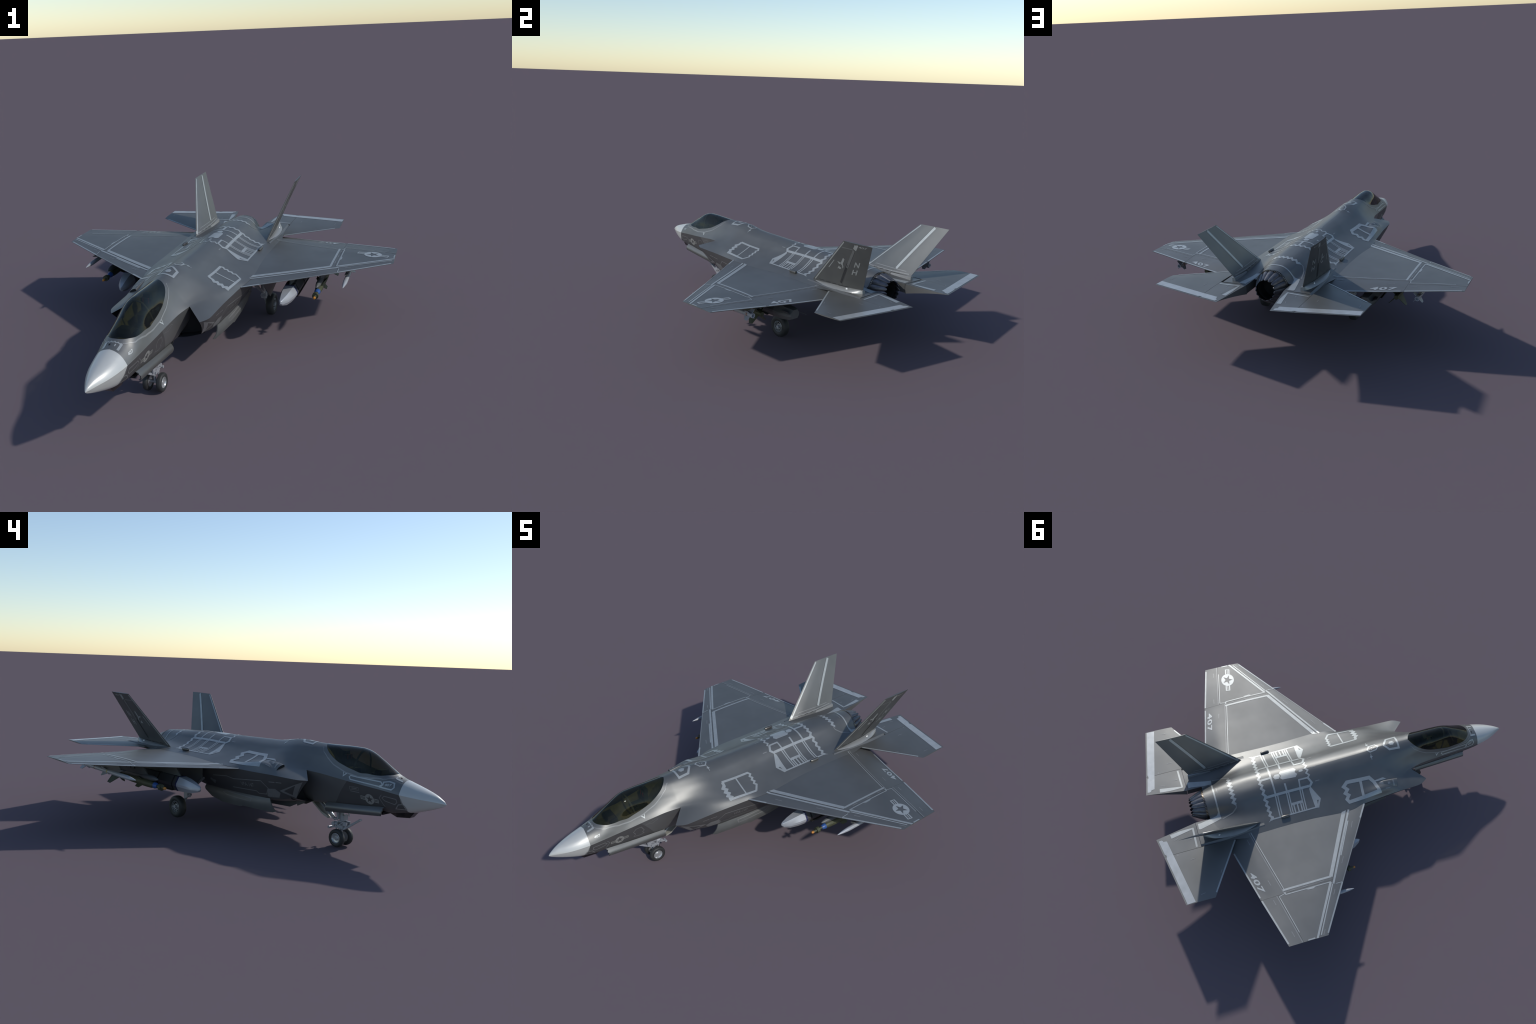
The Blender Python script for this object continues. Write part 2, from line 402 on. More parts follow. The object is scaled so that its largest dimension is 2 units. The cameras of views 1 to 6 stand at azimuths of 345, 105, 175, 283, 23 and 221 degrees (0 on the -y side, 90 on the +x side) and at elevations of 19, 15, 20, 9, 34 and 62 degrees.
# aft rim closing the engine bay
rim = main_rows[-1]
def rimfaces():
    Vv, Ff = [], []
    for sgn in (1, -1):
        ring = [(sgn*p[0], p[1], p[2]) for p in rim]
        inn = []
        for p in ring:
            d = Vector((p[0], 0, p[2]-.319)); d = d.normalized() * min(d.length, .082) if d.length > 0 else d
            inn.append((d.x, p[1]-.002, .319+d.z))
        v, f = loft([ring, inn], close=False, cap=False)
        if sgn < 0: f = [t[::-1] for t in f]
        o = len(Vv); Vv += v; Ff += [tuple(k+o for k in t) for t in f]
    return Vv, Ff
add("engine_bay_rim", *rimfaces(), M_BLACK, fuselage)

# ---- intakes: cowl lining, duct and the bump beside the forebody
def duct():
    """lining of the cowl, open towards the fuselage, closed by a dark wall behind"""
    ring = [Vector(p) for p in main_rows[0][NCU-1:] if p[0] > .06]
    c = sum(ring, Vector()) / len(ring)
    rings = []
    for dy, s in ((.0005, .985), (.004, .955), (.03, .92), (.07, .86), (.095, .82)):
        k = min(1, dy/.08)
        rings.append([(c.x + (p.x-c.x)*s, (p.y + dy)*(1-k) + (-.655 + dy)*k, c.z + (p.z-c.z)*s) for p in ring])
    v, f = loft(rings, close=False, cap=False)
    o = len(v); y = -.596
    v += [(.04, y, .192), (.115, y, .193), (.168, y, .206), (.218, y, .309), (.158, y, .340), (.05, y, .342)]
    f.append(tuple(range(o, o+6)))
    return v, f
for sgn in (1, -1):
    v, f = duct()
    o = add("intake_duct", v, f, M_BLACK, fuselage, angle=40)
    if sgn < 0: o.data.transform(Matrix.Scale(-1, 4, (1, 0, 0)))
Vb, Fb = [], []
ys = np.linspace(-.64, -.50, 10)
for sgn in (1, -1):
    rings = []
    for y in ys:
        t = (y + .64) / .14
        L = rows_l[-1]
        bump = .016 * math.sin(math.pi * min(1, t*1.2)) 
        rings.append([(sgn*max(0, (p[0]*(1 - .25*t) + bump*math.sin(math.pi*min(1, i/(2.0*NS))))), y, p[1] + .012*t*(.27-p[1])/.07) for i, p in enumerate(L)])
    v, f = loft(rings, close=False, cap=False)
    if sgn < 0: f = [t[::-1] for t in f]
    o = len(Vb); Vb += v; Fb += [tuple(k+o for k in t) for t in f]
add("intake_bump", Vb, Fb, M_LOWER, fuselage)

# ------------------------------------------------------------------ wing
def lin(a, b, x): return a[1] + (b[1]-a[1]) * (x-a[0]) / (b[0]-a[0])
def w_le(x): return lin((.241, -.3275), (.886, .107), x)
def w_te(x): return lin((.62, .3845), (.886, .3145), x) if x > .617 else lin((.485, .4165), (.62, .3840), x)
def w_lh(x): return lin((.26, -.2095), (.62, -.0035), x) if x < .62 else lin((.62, -.0035), (.886, .1545), x)
def w_th(x): return lin((.241, .3385), (.592, .258), x) if x < .617 else lin((.615, .294), (.884, .237), x)
ZLE = ([.15, .241, .424, .626, .886], [.3125, .3135, .3145, .317, .3245])
ZTE = ([.15, .25, .35, .485, .62, .776, .886], [.306, .3065, .309, .3135, .3205, .328, .332])
TN = [0, .06, .16, .4, .6, .75, .84, 1]
BUMP = {.15: [0, .004, .009, .020, .025, .026, .024, .001], .25: [0, .0035, .0080, .0185, .0225, .0240, .0230, .001],
        .6: [0, .0045, .0095, .0125, .0125, .0100, .0072, .001], .886: [0, .0012, .0022, .003, .0025, .0016, .0012, .0008]}
BX = sorted(BUMP)
def w_bump(x, t):
    vals = [pchip(TN, BUMP[b], t)[0] for b in BX]
    return float(np.interp(x, BX, vals))
def w_z(x, y):
    a, b = w_le(x), w_te(x)
    t = min(max((y - a) / (b - a), 0), 1)
    base = np.interp(x, *ZLE) * (1 - t) + np.interp(x, *ZTE) * t
    h = w_bump(x, t)
    return base + h, base - .55 * h - .0006
def patch(x0, x1, ya, yb, nu=24, nv=24, zf=w_z):
    """panel between spanwise stations and two chordwise limits, with upper and lower skins"""
    top, bot = [], []
    for x in np.linspace(x0, x1, nu):
        for t in np.linspace(0, 1, nv):
            y = ya(x) * (1 - t) + yb(x) * t
            zu, zl = zf(x, y)
            top.append((x, y, zu)); bot.append((x, y, zl))
    n = nu * nv
    F = grid_faces(nu, nv, flip=True) + grid_faces(nu, nv, off=n)
    ringi = [i*nv for i in range(nu)] + [(nu-1)*nv + j for j in range(1, nv)] + [i*nv + nv-1 for i in range(nu-2, -1, -1)] + list(range(nv-2, 0, -1))
    for a, b in zip(ringi, ringi[1:] + ringi[:1]): F.append((a, b, b+n, a+n))
    return top + bot, F
G = .0004
def both(name, VF, mat, parent=None, angle=30, merge=1e-6):
    o = add(name, VF[0], VF[1], mat, root, angle, merge=merge)
    m = mirror(o, name)
    p0, p1 = parent if parent else (root, root)
    o.parent = p0; m.parent = p1
    return o, m
WL = both("wing", join(patch(.15, .617-G, lambda x: w_lh(x)+G, lambda x: w_th(x)-G, 40, 40),
                       patch(.617+G, .886, lambda x: w_lh(x)+G, lambda x: w_th(x)-G, 24, 24)), M_WING)
both("leading_edge_flap", patch(.15, .636-G, w_le, lambda x: w_lh(x)-G, 40, 12), M_WING, WL)
both("leading_edge_flap", patch(.636+G, .886, w_le, lambda x: w_lh(x)-G, 20, 10), M_WING, WL)
both("flap", patch(.20, .617-G, lambda x: w_th(x)+G, w_te, 30, 12), M_WING, WL)
both("aileron", patch(.617+G, .886, lambda x: w_th(x)+G, w_te, 20, 10), M_WING, WL)

# ------------------------------------------------------------------ tail booms, fins, tailplanes
def boom():
    rings = []
    for y in np.linspace(.25, .6075, 24):
        t = (y - .25) / .3575
        k = smooth01(t*1.6)
        xo = .236 + .011*k
        rings.append([(.102, y, .344), (.13, y, .3445), (.185, y, .3450), (xo-.014, y, .3435), (xo, y, .3335), (xo-.012, y, .322-.004*k),
                      (.17, y, .27+.033*k), (.118, y, .255+.040*k), (.104, y, .262+.037*k), (.102, y, .30)])
    return loft(rings)
both("tail_boom", boom(), M_PAINT, angle=30)

FIN = dict(rl=Vector((.2005, .264, .343)), rt=Vector((.1865, .579, .362)), tl=Vector((.2945, .535, .6115)), tt=Vector((.2945, .7045, .6145)))
fin_n = (FIN['tl'] - FIN['rl']).cross(FIN['tt'] - FIN['rl']).normalized()
if fin_n.x < 0: fin_n = -fin_n
def fin_pt(u, v):
    """u up the span, v along the chord"""
    return (FIN['rl']*(1-v) + FIN['rt']*v)*(1-u) + (FIN['tl']*(1-v) + FIN['tt']*v)*u
def fin_h(u, v):
    return (.0100*(1-u) + .0036*u) * (pchip([0, .08, .3, .55, 1], [.06, .45, .95, 1, .10], v)[0])
HING = ((0, .615), (1, .50))
def vh(u): return HING[0][1] + (HING[1][1]-HING[0][1])*u
def fin_patch(va, vb, u0=-.05, u1=1, nu=26, nv=18):
    top, bot = [], []
    for u in np.linspace(u0, u1, nu):
        for t in np.linspace(0, 1, nv):
            v = va(u)*(1-t) + vb(u)*t
            p = fin_pt(u, v); h = fin_h(max(u, 0), v)
            top.append(p + fin_n*h); bot.append(p - fin_n*h)
    n = nu*nv
    F = grid_faces(nu, nv) + grid_faces(nu, nv, off=n, flip=True)
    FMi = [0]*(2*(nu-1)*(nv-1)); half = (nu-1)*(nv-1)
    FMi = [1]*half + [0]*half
    ringi = [i*nv for i in range(nu)] + [(nu-1)*nv + j for j in range(1, nv)] + [i*nv + nv-1 for i in range(nu-2, -1, -1)] + list(range(nv-2, 0, -1))
    for a, b in zip(ringi, ringi[1:] + ringi[:1]): F.append((a, b, b+n, a+n)); FMi.append(0)
    return top+bot, F, FMi
def fin_obj(name, va, vb, parent=None, **k):
    v, f, fm = fin_patch(va, vb, **k)
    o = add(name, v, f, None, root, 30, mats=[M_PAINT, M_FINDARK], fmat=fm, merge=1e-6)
    m = mirror(o, name)
    if parent: o.parent, m.parent = parent
    else: m.parent = root
    return o, m
FL = fin_obj("tail_fin", lambda u: 0, lambda u: vh(u)-.0015)
fin_obj("rudder", lambda u: vh(u)+.0015, lambda u: 1, FL, u0=.0)
FLANGE = [(.262,.2010),(.28,.2085),(.296,.2145),(.363,.2300),(.42,.2345),(.47,.2335),(.52,.2240),(.56,.2085),(.584,.1940)]
def fairing():
    """flared root: slopes from the fin side down to the deck, wider outboard"""
    rings = []
    for y in np.linspace(.264, .584, 34):
        s_ = (y-.264)/.32
        c = FIN['rl'].lerp(FIN['rt'], min(1, s_*1.016))
        xo = pchip(*zip(*FLANGE), y)[0]; xi = c.x - .004 - .010*math.sin(math.pi*min(1, s_*.75))
        zt = .3450 + .0075*smooth01(s_*2.2) + .0110*s_**2; zb = .337
        hw = .0012 + .0085*smooth01(s_*3)
        ring = [(xi, y, zb), (xi+.001, y, zb+.006)]
        ring += [(c.x-hw*.8, y, zt-.002), (c.x, y, zt), (c.x+hw, y, zt-.001)]
        for t in (.25, .5, .75):
            ring.append((c.x+hw + (xo-c.x-hw)*t, y, zt-.001 + (zb+.006-zt)*t + .0030*math.sin(math.pi*t)*min(1, s_*6)))
        ring += [(xo, y, zb+.0055), (xo-.0015, y, zb)]
        rings.append(ring)
    return loft(rings)
both("fin_root_fairing", fairing(), M_FAIR, FL, angle=45)

def st_le(x): return lin((.247, .4155), (.5375, .604), x)
def st_te(x): return lin((.139, .8325), (.5375, .7575), x)
def st_z(x, y):
    a, b = st_le(x), st_te(x)
    t = min(max((y-a)/(b-a), 0), 1)
    s = (x-.247)/(.5375-.247)
    base = (.3300*(1-t) + .3405*t)*(1-s) + (.3375*(1-t) + .3455*t)*s
    h = (.0065*(1-s) + .0026*s) * pchip([0, .1, .35, .6, 1], [.08, .5, 1, .9, .08], t)[0]
    return base+h, base-h
def st_in_x(y): return lin2((.102, .6085), (.1395, .8325), y)
def lin2(a, b, y): return a[0] + (b[0]-a[0])*(y-a[1])/(b[1]-a[1])
def tail_inner():
    top, bot = [], []
    nu, nv = 14, 20
    y1e = st_te(.247)
    for i in range(nu):
        s = i/(nu-1)
        for j in range(nv):
            t = j/(nv-1)
            y = .6095 + t*((.8325 if s == 0 else .8325 + (y1e-.8325)*s) - .6095)
            xi = st_in_x(min(y, .8325)); x = xi*(1-s) + .247*s
            zu, zl = st_z(.247, st_le(.247) + (st_te(.247)-st_le(.247))*((y-.4155)/(st_te(.247)-.4155 + (st_te(x)-st_te(.247)))))
            zu2 = .3435*(1-t) + .3405*t + .0005
            k = smooth01(s*1.0)
            fat = (1-t)**1.3
            top.append((x, y, zu2*(1-k) + zu*k))
            bot.append((x, y, (zu2 - .0008 - .0475*fat)*(1-smooth01(s*.9)) + zl*smooth01(s*.9) if s < 1 else zl))
    n = nu*nv
    F = grid_faces(nu, nv, flip=True) + grid_faces(nu, nv, off=n)
    ringi = [i*nv for i in range(nu)] + [(nu-1)*nv + j for j in range(1, nv)] + [i*nv + nv-1 for i in range(nu-2, -1, -1)] + list(range(nv-2, 0, -1))
    for a, b in zip(ringi, ringi[1:] + ringi[:1]): F.append((a, b, b+n, a+n))
    return top+bot, F
TL = both("tailplane", join(patch(.2485, .5375, st_le, st_te, 30, 30, st_z), tail_inner()), M_WING, angle=35)

# ------------------------------------------------------------------ engine nozzle
def noz_c(y): return .3190 + (y-.525)*(.331-.319)/.085
def noz_r(y): return float(pchip([.50, .525, .54, .575, .612], [.0885, .0872, .0840, .0700, .0515], y)[0])
nozzle = add("engine_nozzle", *loft([[(r*math.cos(t), y, noz_c(y)+r*math.sin(t)) for t in np.linspace(0, 2*math.pi, 64, endpoint=False)]
        for y, r in ((.515, .0872), (.527, .0872), (.527, .083), (.535, .082), (.535, .078), (.50, .076))], cap=False), M_NOZ)
NP = 15
def petal_mesh():
    nu, nv = 13, 16
    out, inn = [], []
    for j in range(nv):
        t = j/(nv-1)
        for i in range(nu):
            a = (i/(nu-1)*2 - 1)
            y = .531 + t*(.0700 + .0130*(1-abs(a)**2.2))
            r = noz_r(y)
            lobe = math.cos(a*math.pi/2)
            rr = r*(.935 + .075*lobe**.7) if t > .08 else r*(.965+.03*lobe)
            th = a*math.pi/NP*.985
            out.append((rr*math.sin(th), y, rr*math.cos(th)))
            ri = rr - .0035 - .004*(1-t)
            inn.append((ri*math.sin(th), y, ri*math.cos(th)))
    n = nu*nv
    F = grid_faces(nv, nu) + grid_faces(nv, nu, off=n, flip=True)
    ringi = list(range(nu)) + [k*nu+nu-1 for k in range(1, nv)] + [(nv-1)*nu+k for k in range(nu-2, -1, -1)] + [k*nu for k in range(nv-2, 0, -1)]
    for a, b in zip(ringi, ringi[1:]+ringi[:1]): F.append((a, b, b+n, a+n))
    return out+inn, F
tilt = Matrix.Rotation(math.atan2(.331-.319, .085), 4, 'X')
pet0 = add("nozzle_petal", *petal_mesh(), M_NOZ, nozzle, angle=50)
def petal_pose(o, k):
    o.matrix_local = Matrix.Translation((0, .525, .319)) @ tilt @ Matrix.Rotation(2*math.pi*k/NP, 4, 'Y') @ Matrix.Translation((0, -.525, 0))
petal_pose(pet0, 0)
for k in range(1, NP):
    o = pet0.copy(); bpy.context.scene.collection.objects.link(o); o.parent = nozzle; petal_pose(o, k)
# toothed actuator ring, liner and flame holder
teeth = []
for k in range(60):
    a = 2*math.pi*k/60; r = .0865
    v, f = box((0, 0, 0), (.0042, .0085, .0050))
    R = Matrix.Translation((0, .5325, noz_c(.5325))) @ Matrix.Rotation(a, 4, 'Y') @ Matrix.Translation((0, 0, r-.0025))
    teeth.append(([R @ Vector(p) for p in v], f))
o = add("nozzle_hinge_ring", *join(*teeth), M_NOZRING, nozzle); o["kind"] = "stuff"
add("nozzle_liner", *loft([[(r*math.cos(t), y, noz_c(y)+r*math.sin(t)) for t in np.linspace(0, 2*math.pi, 48, endpoint=False)]
     for y, r in ((.592, .0475), (.56, .058), (.535, .066), (.50, .066), (.495, .010))], cap=False), M_NOZIN, nozzle)

# ------------------------------------------------------------------ nose details
add("eye_turret", *join(loft([[(x*.9, y, z) for x, y, z in ring] for ring in [
      [(-.020,-1.140,.229),(.020,-1.140,.229),(.024,-1.132,.232),(-.024,-1.132,.232)],
      [(-.018,-1.118,.2025),(.018,-1.118,.2025),(.030,-1.105,.228),(-.030,-1.105,.228)],
      [(-.018,-1.056,.194),(.018,-1.056,.194),(.034,-1.056,.225),(-.034,-1.056,.225)],
      [(-.012,-1.018,.204),(.012,-1.018,.204),(.024,-1.018,.215),(-.024,-1.018,.215)]]])), M_EOTS, fuselage, angle=15)

# ------------------------------------------------------------------ cockpit
def cockpit():
    """tub whose rim follows the canopy sill"""
    rings = []
    for y in np.concatenate([[-1.034, -1.030, -1.02, -1.005], np.linspace(-.985, -.70, 16), [-.685, -.67, -.66, -.653]]):
        C = fore_upper(y); xg = pchip(*zip(*GLASS), y)[0]
        x = max(xg - .0012, .0008); z = float(np.interp(x, np.maximum.accumulate(C[:, 0]), C[:, 1])) - .0012
        zf = float(pchip([-1.036, -.99, -.93, -.80, -.74, -.70, -.65], [.366, .335, .314, .314, .330, .385, .448], y)[0])
        zf = min(zf, z - .001)
        w = min(x*.82, .055)
        rings.append([(-x, y, z), (-x*.97, y, z*.7+zf*.3), (-w, y, zf), (w, y, zf), (x*.97, y, z*.7+zf*.3), (x, y, z)])
    return loft(rings, close=False, cap=False)
add("cockpit_tub", *cockpit(), M_COCKPIT, fuselage)
add("instrument_panel", *join(box((0, -.945, .352), (.085, .03, .03)), box((0, -.955, .372), (.05, .03, .018), 1.3)), M_PANEL, fuselage)
add("ejection_seat", *join(box((0, -.79, .350), (.048, .05, .035)), box((0, -.765, .385), (.046, .020, .075)), box((0, -.757, .428), (.030, .018, .022)),
     box((.026, -.80, .352), (.008, .06, .03)), box((-.026, -.80, .352), (.008, .06, .03))), M_SEAT, fuselage)
add("seat_strap", *join(box((.012, -.7755, .415), (.004, .003, .022)), box((-.012, -.7755, .415), (.004, .003, .022))), M_RED, fuselage)
def bow():
    parts = []
    C = fore_upper(-.868); pts = []
    for x in np.linspace(-1, 1, 25):
        a = abs(x); s = resample(C, [a*s_of_x(C, .066)])[0]
        pts.append(Vector((math.copysign(s[0]*.965, x), -.868 + .02*a, s[1]-.006)))
    rings = []
    for p in pts:
        rings.append([p + Vector((0, -.004, -.002)), p + Vector((0, .004, -.002)), p + Vector((0, .004, .002)), p + Vector((0, -.004, .002))])
    return loft(rings)
add("canopy_bow", *bow(), M_FRAME, fuselage)

# ------------------------------------------------------------------ landing gear
def wheel(name_t, name_r, c, r, w, rr, strut, mat_r, sgn=1, holes=0):
    cx, cy, cz = c
    hw = w/2
    prof = [(-hw*.80, rr), (-hw, rr+(r-rr)*.30), (-hw*.98, rr+(r-rr)*.62), (-hw*.72, r*.965), (-hw*.35, r), (hw*.35, r), (hw*.72, r*.965), (hw*.98, rr+(r-rr)*.62), (hw, rr+(r-rr)*.30), (hw*.80, rr)]
    v, f = revolve(prof, 'x', c, 44, cap=False)
    t = add(name_t, v, f, M_TYRE, strut, angle=50)
    profr = [(-hw*.5, .001), (-hw*.5, rr*.9), (-hw*.78, rr*1.01), (hw*.80, rr*1.01), (hw*.86, rr*.95), (hw*.42, rr*.80), (hw*.30, rr*.5), (hw*.46, rr*.42), (hw*.50, rr*.20), (hw*.62, rr*.16), (hw*.62, .001)]
    parts = [revolve([(s*sgn, q) for s, q in profr], 'x', c, 36)]
    rim_ = add(name_r, *join(*parts), mat_r, strut, angle=30)
    if holes:
        hp = []
        for k in range(holes):
            a = 2*math.pi*k/holes
            for rad, sz in ((.66, .105), (.86, .045)):
                p = (cx + sgn*hw*.42, cy + rr*rad*math.cos(a + (.3 if rad > .8 else 0)), cz + rr*rad*math.sin(a + (.3 if rad > .8 else 0)))
                hp.append(tube(p, (p[0]+sgn*hw*(.06 if rad < .8 else .30), p[1], p[2]), rr*sz*1.15, n=10))
        h = add("wheel_vent", *join(*hp), M_BLACK, strut); h["kind"] = "stuff"
    return t

nose_gear = add("nose_landing_gear", *join(
    tube((0, -.757, .100), (0, -.752, .215), .0100), tube((0, -.757, .036), (0, -.757, .11), .0062),
    tube((-.030, -.757, .041), (.030, -.757, .041), .0055),
    box((0, -.757, .098), (.030, .034, .030)), box((0, -.772, .134), (.030, .014, .026)), box((0, -.744, .140), (.020, .030, .030), .7),
    tube((.012, -.735, .085), (.012, -.775, .115), .0035), tube((-.012, -.735, .085), (-.012, -.775, .115), .0035),
    tube((0, -.742, .128), (0, -.712, .118), .006), tube((0, -.74, .100), (0, -.716, .098), .011),
    tube((-.013, -.716, .098), (.013, -.716, .098), .009),
    box((.012, -.77, .108), (.006, .05, .020)), box((-.012, -.77, .108), (.006, .05, .020)),
    tube((0, -.738, .088), (0, -.692, .076), .0040), tube((-.010, -.690, .076), (.010, -.690, .076), .0065),
    tube((.009, -.742, .060), (.009, -.728, .094), .003), tube((-.009, -.742, .060), (-.009, -.728, .094), .003),
    tube((.020, -.782, .140), (.020, -.76, .20), .0025), tube((-.018, -.745, .12), (-.018, -.75, .20), .0025)), M_STRUT)
add("launch_bar", *join(loft([[(s*wd, y, z+h) for s, h in ((-1, -.0055), (1, -.0055), (1, .0055), (-1, .0055))] for y, z, wd in ((-.772, .082, .010), (-.80, .100, .008), (-.845, .131, .006), (-.856, .138, .006))]),
     tube((-.009, -.857, .139), (.009, -.857, .139), .0045)), M_STRUT, nose_gear)
add("drag_brace", *join(tube((.008, -.712, .122), (.006, -.625, .185), .0042), tube((-.008, -.712, .122), (-.006, -.625, .185), .0042)), M_STRUT, nose_gear)
add("brace_actuator", *tube((0, -.708, .134), (0, -.640, .188), .0036), M_CHROME, nose_gear)
for s in (1, -1):
    wheel("tyre", "wheel_rim", (s*.0305, -.757, .0412), .0412, .0235, .0235, nose_gear, M_RIM, s)

for s in (1, -1):
    mg = add("main_landing_gear", *join(
        tube((s*.248, .107, .0575), (s*.290, .107, .0575), .008), tube((s*.243, .107, .0575), (s*.242, .060, .125), .0085),
        tube((s*.242, .060, .115), (s*.232, .050, .27), .0105), tube((s*.242, .064, .128), (s*.15, .03, .23), .0055),
        tube((s*.244, .055, .135), (s*.236, -.06, .23), .005), tube((s*.252, .10, .085), (s*.247, .03, .13), .0038),
        box((s*.243, .060, .125), (.024, .030, .026)), tube((s*.228, .048, .125), (s*.258, .048, .125), .006)), M_STRUT)
    wheel("tyre", "wheel_rim", (s*.2685, .107, .0572), .0572, .040, .0300, mg, M_RIMDK, s, holes=10)
    add("gear_door", *plate([(s*.295, -.115, .305), (s*.295, .10, .305), (s*.295, .10, .178), (s*.295, -.012, .150), (s*.295, -.115, .243)], (1, 0, 0), .004), M_DOORIN, mg)
    add("gear_door", *plate([(s*.226, -.135, .215), (s*.232, -.105, .232), (s*.232, -.125, .262), (s*.226, -.155, .262)], (1, 0, 0), .004), M_DOORIN, mg)

# nose-gear doors (curved panels hung from the lower corner of the forebody)
def nose_door():
    rings = []
    for y in np.linspace(-1.02, -.716, 16):
        t = (y + 1.02)/.304
        kx, kz = pchip([r[0] for r in KEEL], [r[1:] for r in KEEL], y)[0]
        bx, bz = .074 - .005*t, .200 - .036*t
        saw = .006*(1 if False else 0)
        pts = []
        for q in np.linspace(0, 1, 7):
            pts.append((kx + .003 + (bx-kx-.003)*q + .010*math.sin(math.pi*q), y + (.004*q if t < .01 else 0), kz - .002 + (bz-kz)*q))
        ring = pts + [(p[0]-.004, p[1], p[2]) for p in pts[::-1]]
        rings.append(ring)
    # slanted saw-tooth front edge
    for i, p in enumerate(rings[0]):
        q = i if i < 7 else 13 - i
        rings[0][i] = (p[0], -1.021 + (.0, .006, .001, .007, .002, .012, .006)[q], p[2])
    return loft(rings)
both("nose_gear_door", nose_door(), M_PAINT, angle=40)
def rear_door():
    rings = []
    for t in np.linspace(0, 1, 8):
        y = -.602 - .088*t; z = .186 - .063*t
        w = .040 if t < .75 else .040 - (t-.75)*.06
        rings.append([(-w, y, z+.010), (-w*.9, y, z), (w*.9, y, z), (w, y, z+.010), (w*.9, y-.002, z-.004), (-w*.9, y-.002, z-.004)])
    return loft(rings)
add("gear_bay_door", *rear_door(), M_DOORPALE)
add("nose_gear_bay", *box((0, -.87, .203), (.09, .27, .010)), M_BLACK, fuselage)

# weapon-bay doors
def bay_door(top, bot, bulge=.006, t=.0045):
    """top/bot: matching lists of points along the hinge and the free edge"""
    rings = []
    for a, b in zip(top, bot):
        a, b = Vector(a), Vector(b)
        o = [a.lerp(b, q) + Vector((bulge*math.sin(math.pi*q), 0, 0)) for q in np.linspace(0, 1, 6)]
        rings.append(o + [p - Vector((t, 0, 0)) for p in o[::-1]])
    return loft(rings)
both("weapon_bay_door", bay_door(
    [(.184,-.474,.191), (.187,-.452,.190), (.190,-.40,.1895), (.196,-.305,.189), (.199,-.22,.189), (.199,-.155,.1895), (.199,-.08,.190), (.199,-.035,.191)],
    [(.171,-.502,.133), (.174,-.486,.126), (.186,-.40,.1265), (.197,-.305,.128), (.1975,-.29,.122), (.192,-.155,.121), (.192,-.075,.135), (.194,-.03,.160)], .008), M_DOORIN, angle=40)
both("weapon_bay_door", bay_door(
    [(.062,-.540,.182), (.062,-.50,.180), (.063,-.40,.176), (.063,-.2,.172)],
    [(.060,-.540,.166), (.060,-.488,.140), (.061,-.344,.134), (.061,-.2,.136)], .003), M_DOORIN, angle=40)
both("bay_deflector", plate([(.056,-.580,.186), (.066,-.535,.184), (.067,-.543,.156), (.055,-.574,.173)], (1, .2, .1), .004), M_STORE, angle=40)

# gun blister on the starboard shoulder is added after the skin lookup exists (below)

# ------------------------------------------------------------------ skin lookup for markings
def bvh_of(objs):
    Vv, Ff = [], []
    for o in objs:
        off = len(Vv); Vv += [v.co.copy() for v in o.data.vertices]
        Ff += [tuple(i+off for i in p.vertices) for p in o.data.polygons]
    return BVHTree.FromPolygons(Vv, Ff)
#STAGE2
# ------------------------------------------------------------------ markings: thin tapes and paint laid on the skin
def kids(*names):
    return [o for o in bpy.data.objects if o.type == 'MESH' and o.name.split('.')[0] in names]
SKIN_BODY = bvh_of(kids("fuselage", "canopy", "radome", "tail_boom"))
SKIN_WING = bvh_of(kids("wing", "flap", "aileron", "leading_edge_flap", "tailplane", "fuselage", "tail_boom"))
SKIN_FIN = bvh_of(kids("tail_fin", "rudder", "fin_root_fairing"))
SKIN_DOOR = bvh_of(kids("weapon_bay_door"))
LIFT = .0009

def on_top(skin):
    def f(p):
        h = skin.ray_cast(Vector((p[0], p[1], 1.0)), Vector((0, 0, -1)))
        if h[0] is None: return None
        n = h[1] if h[1].z > 0 else -h[1]
        return h[0] + n * LIFT
    return f
def on_side(skin, sgn, x_from=.6):
    """2D points are (y, z), seen from the side sgn"""
    def f(p):
        h = skin.ray_cast(Vector((sgn*x_from, p[0], p[1])), Vector((-sgn, 0, 0)))
        if h[0] is None: return None
        n = h[1] if h[1].x*sgn > 0 else -h[1]
        return h[0] + n * LIFT
    return f

def lay(name, V2, F, proj, mat, parent):
    P = [proj(p) for p in V2]
    F = [f for f in F if all(P[i] is not None for i in f)]
    # drop faces that straddle a step in the skin
    F = [f for f in F if max((P[a]-P[b]).length for a in f for b in f) < .03]
    if not F: return None
    used = sorted({i for f in F for i in f}); ix = {k: i for i, k in enumerate(used)}
    o = add(name, [P[k] for k in used], [tuple(ix[i] for i in f) for f in F], mat, parent, 60, merge=0)
    return o

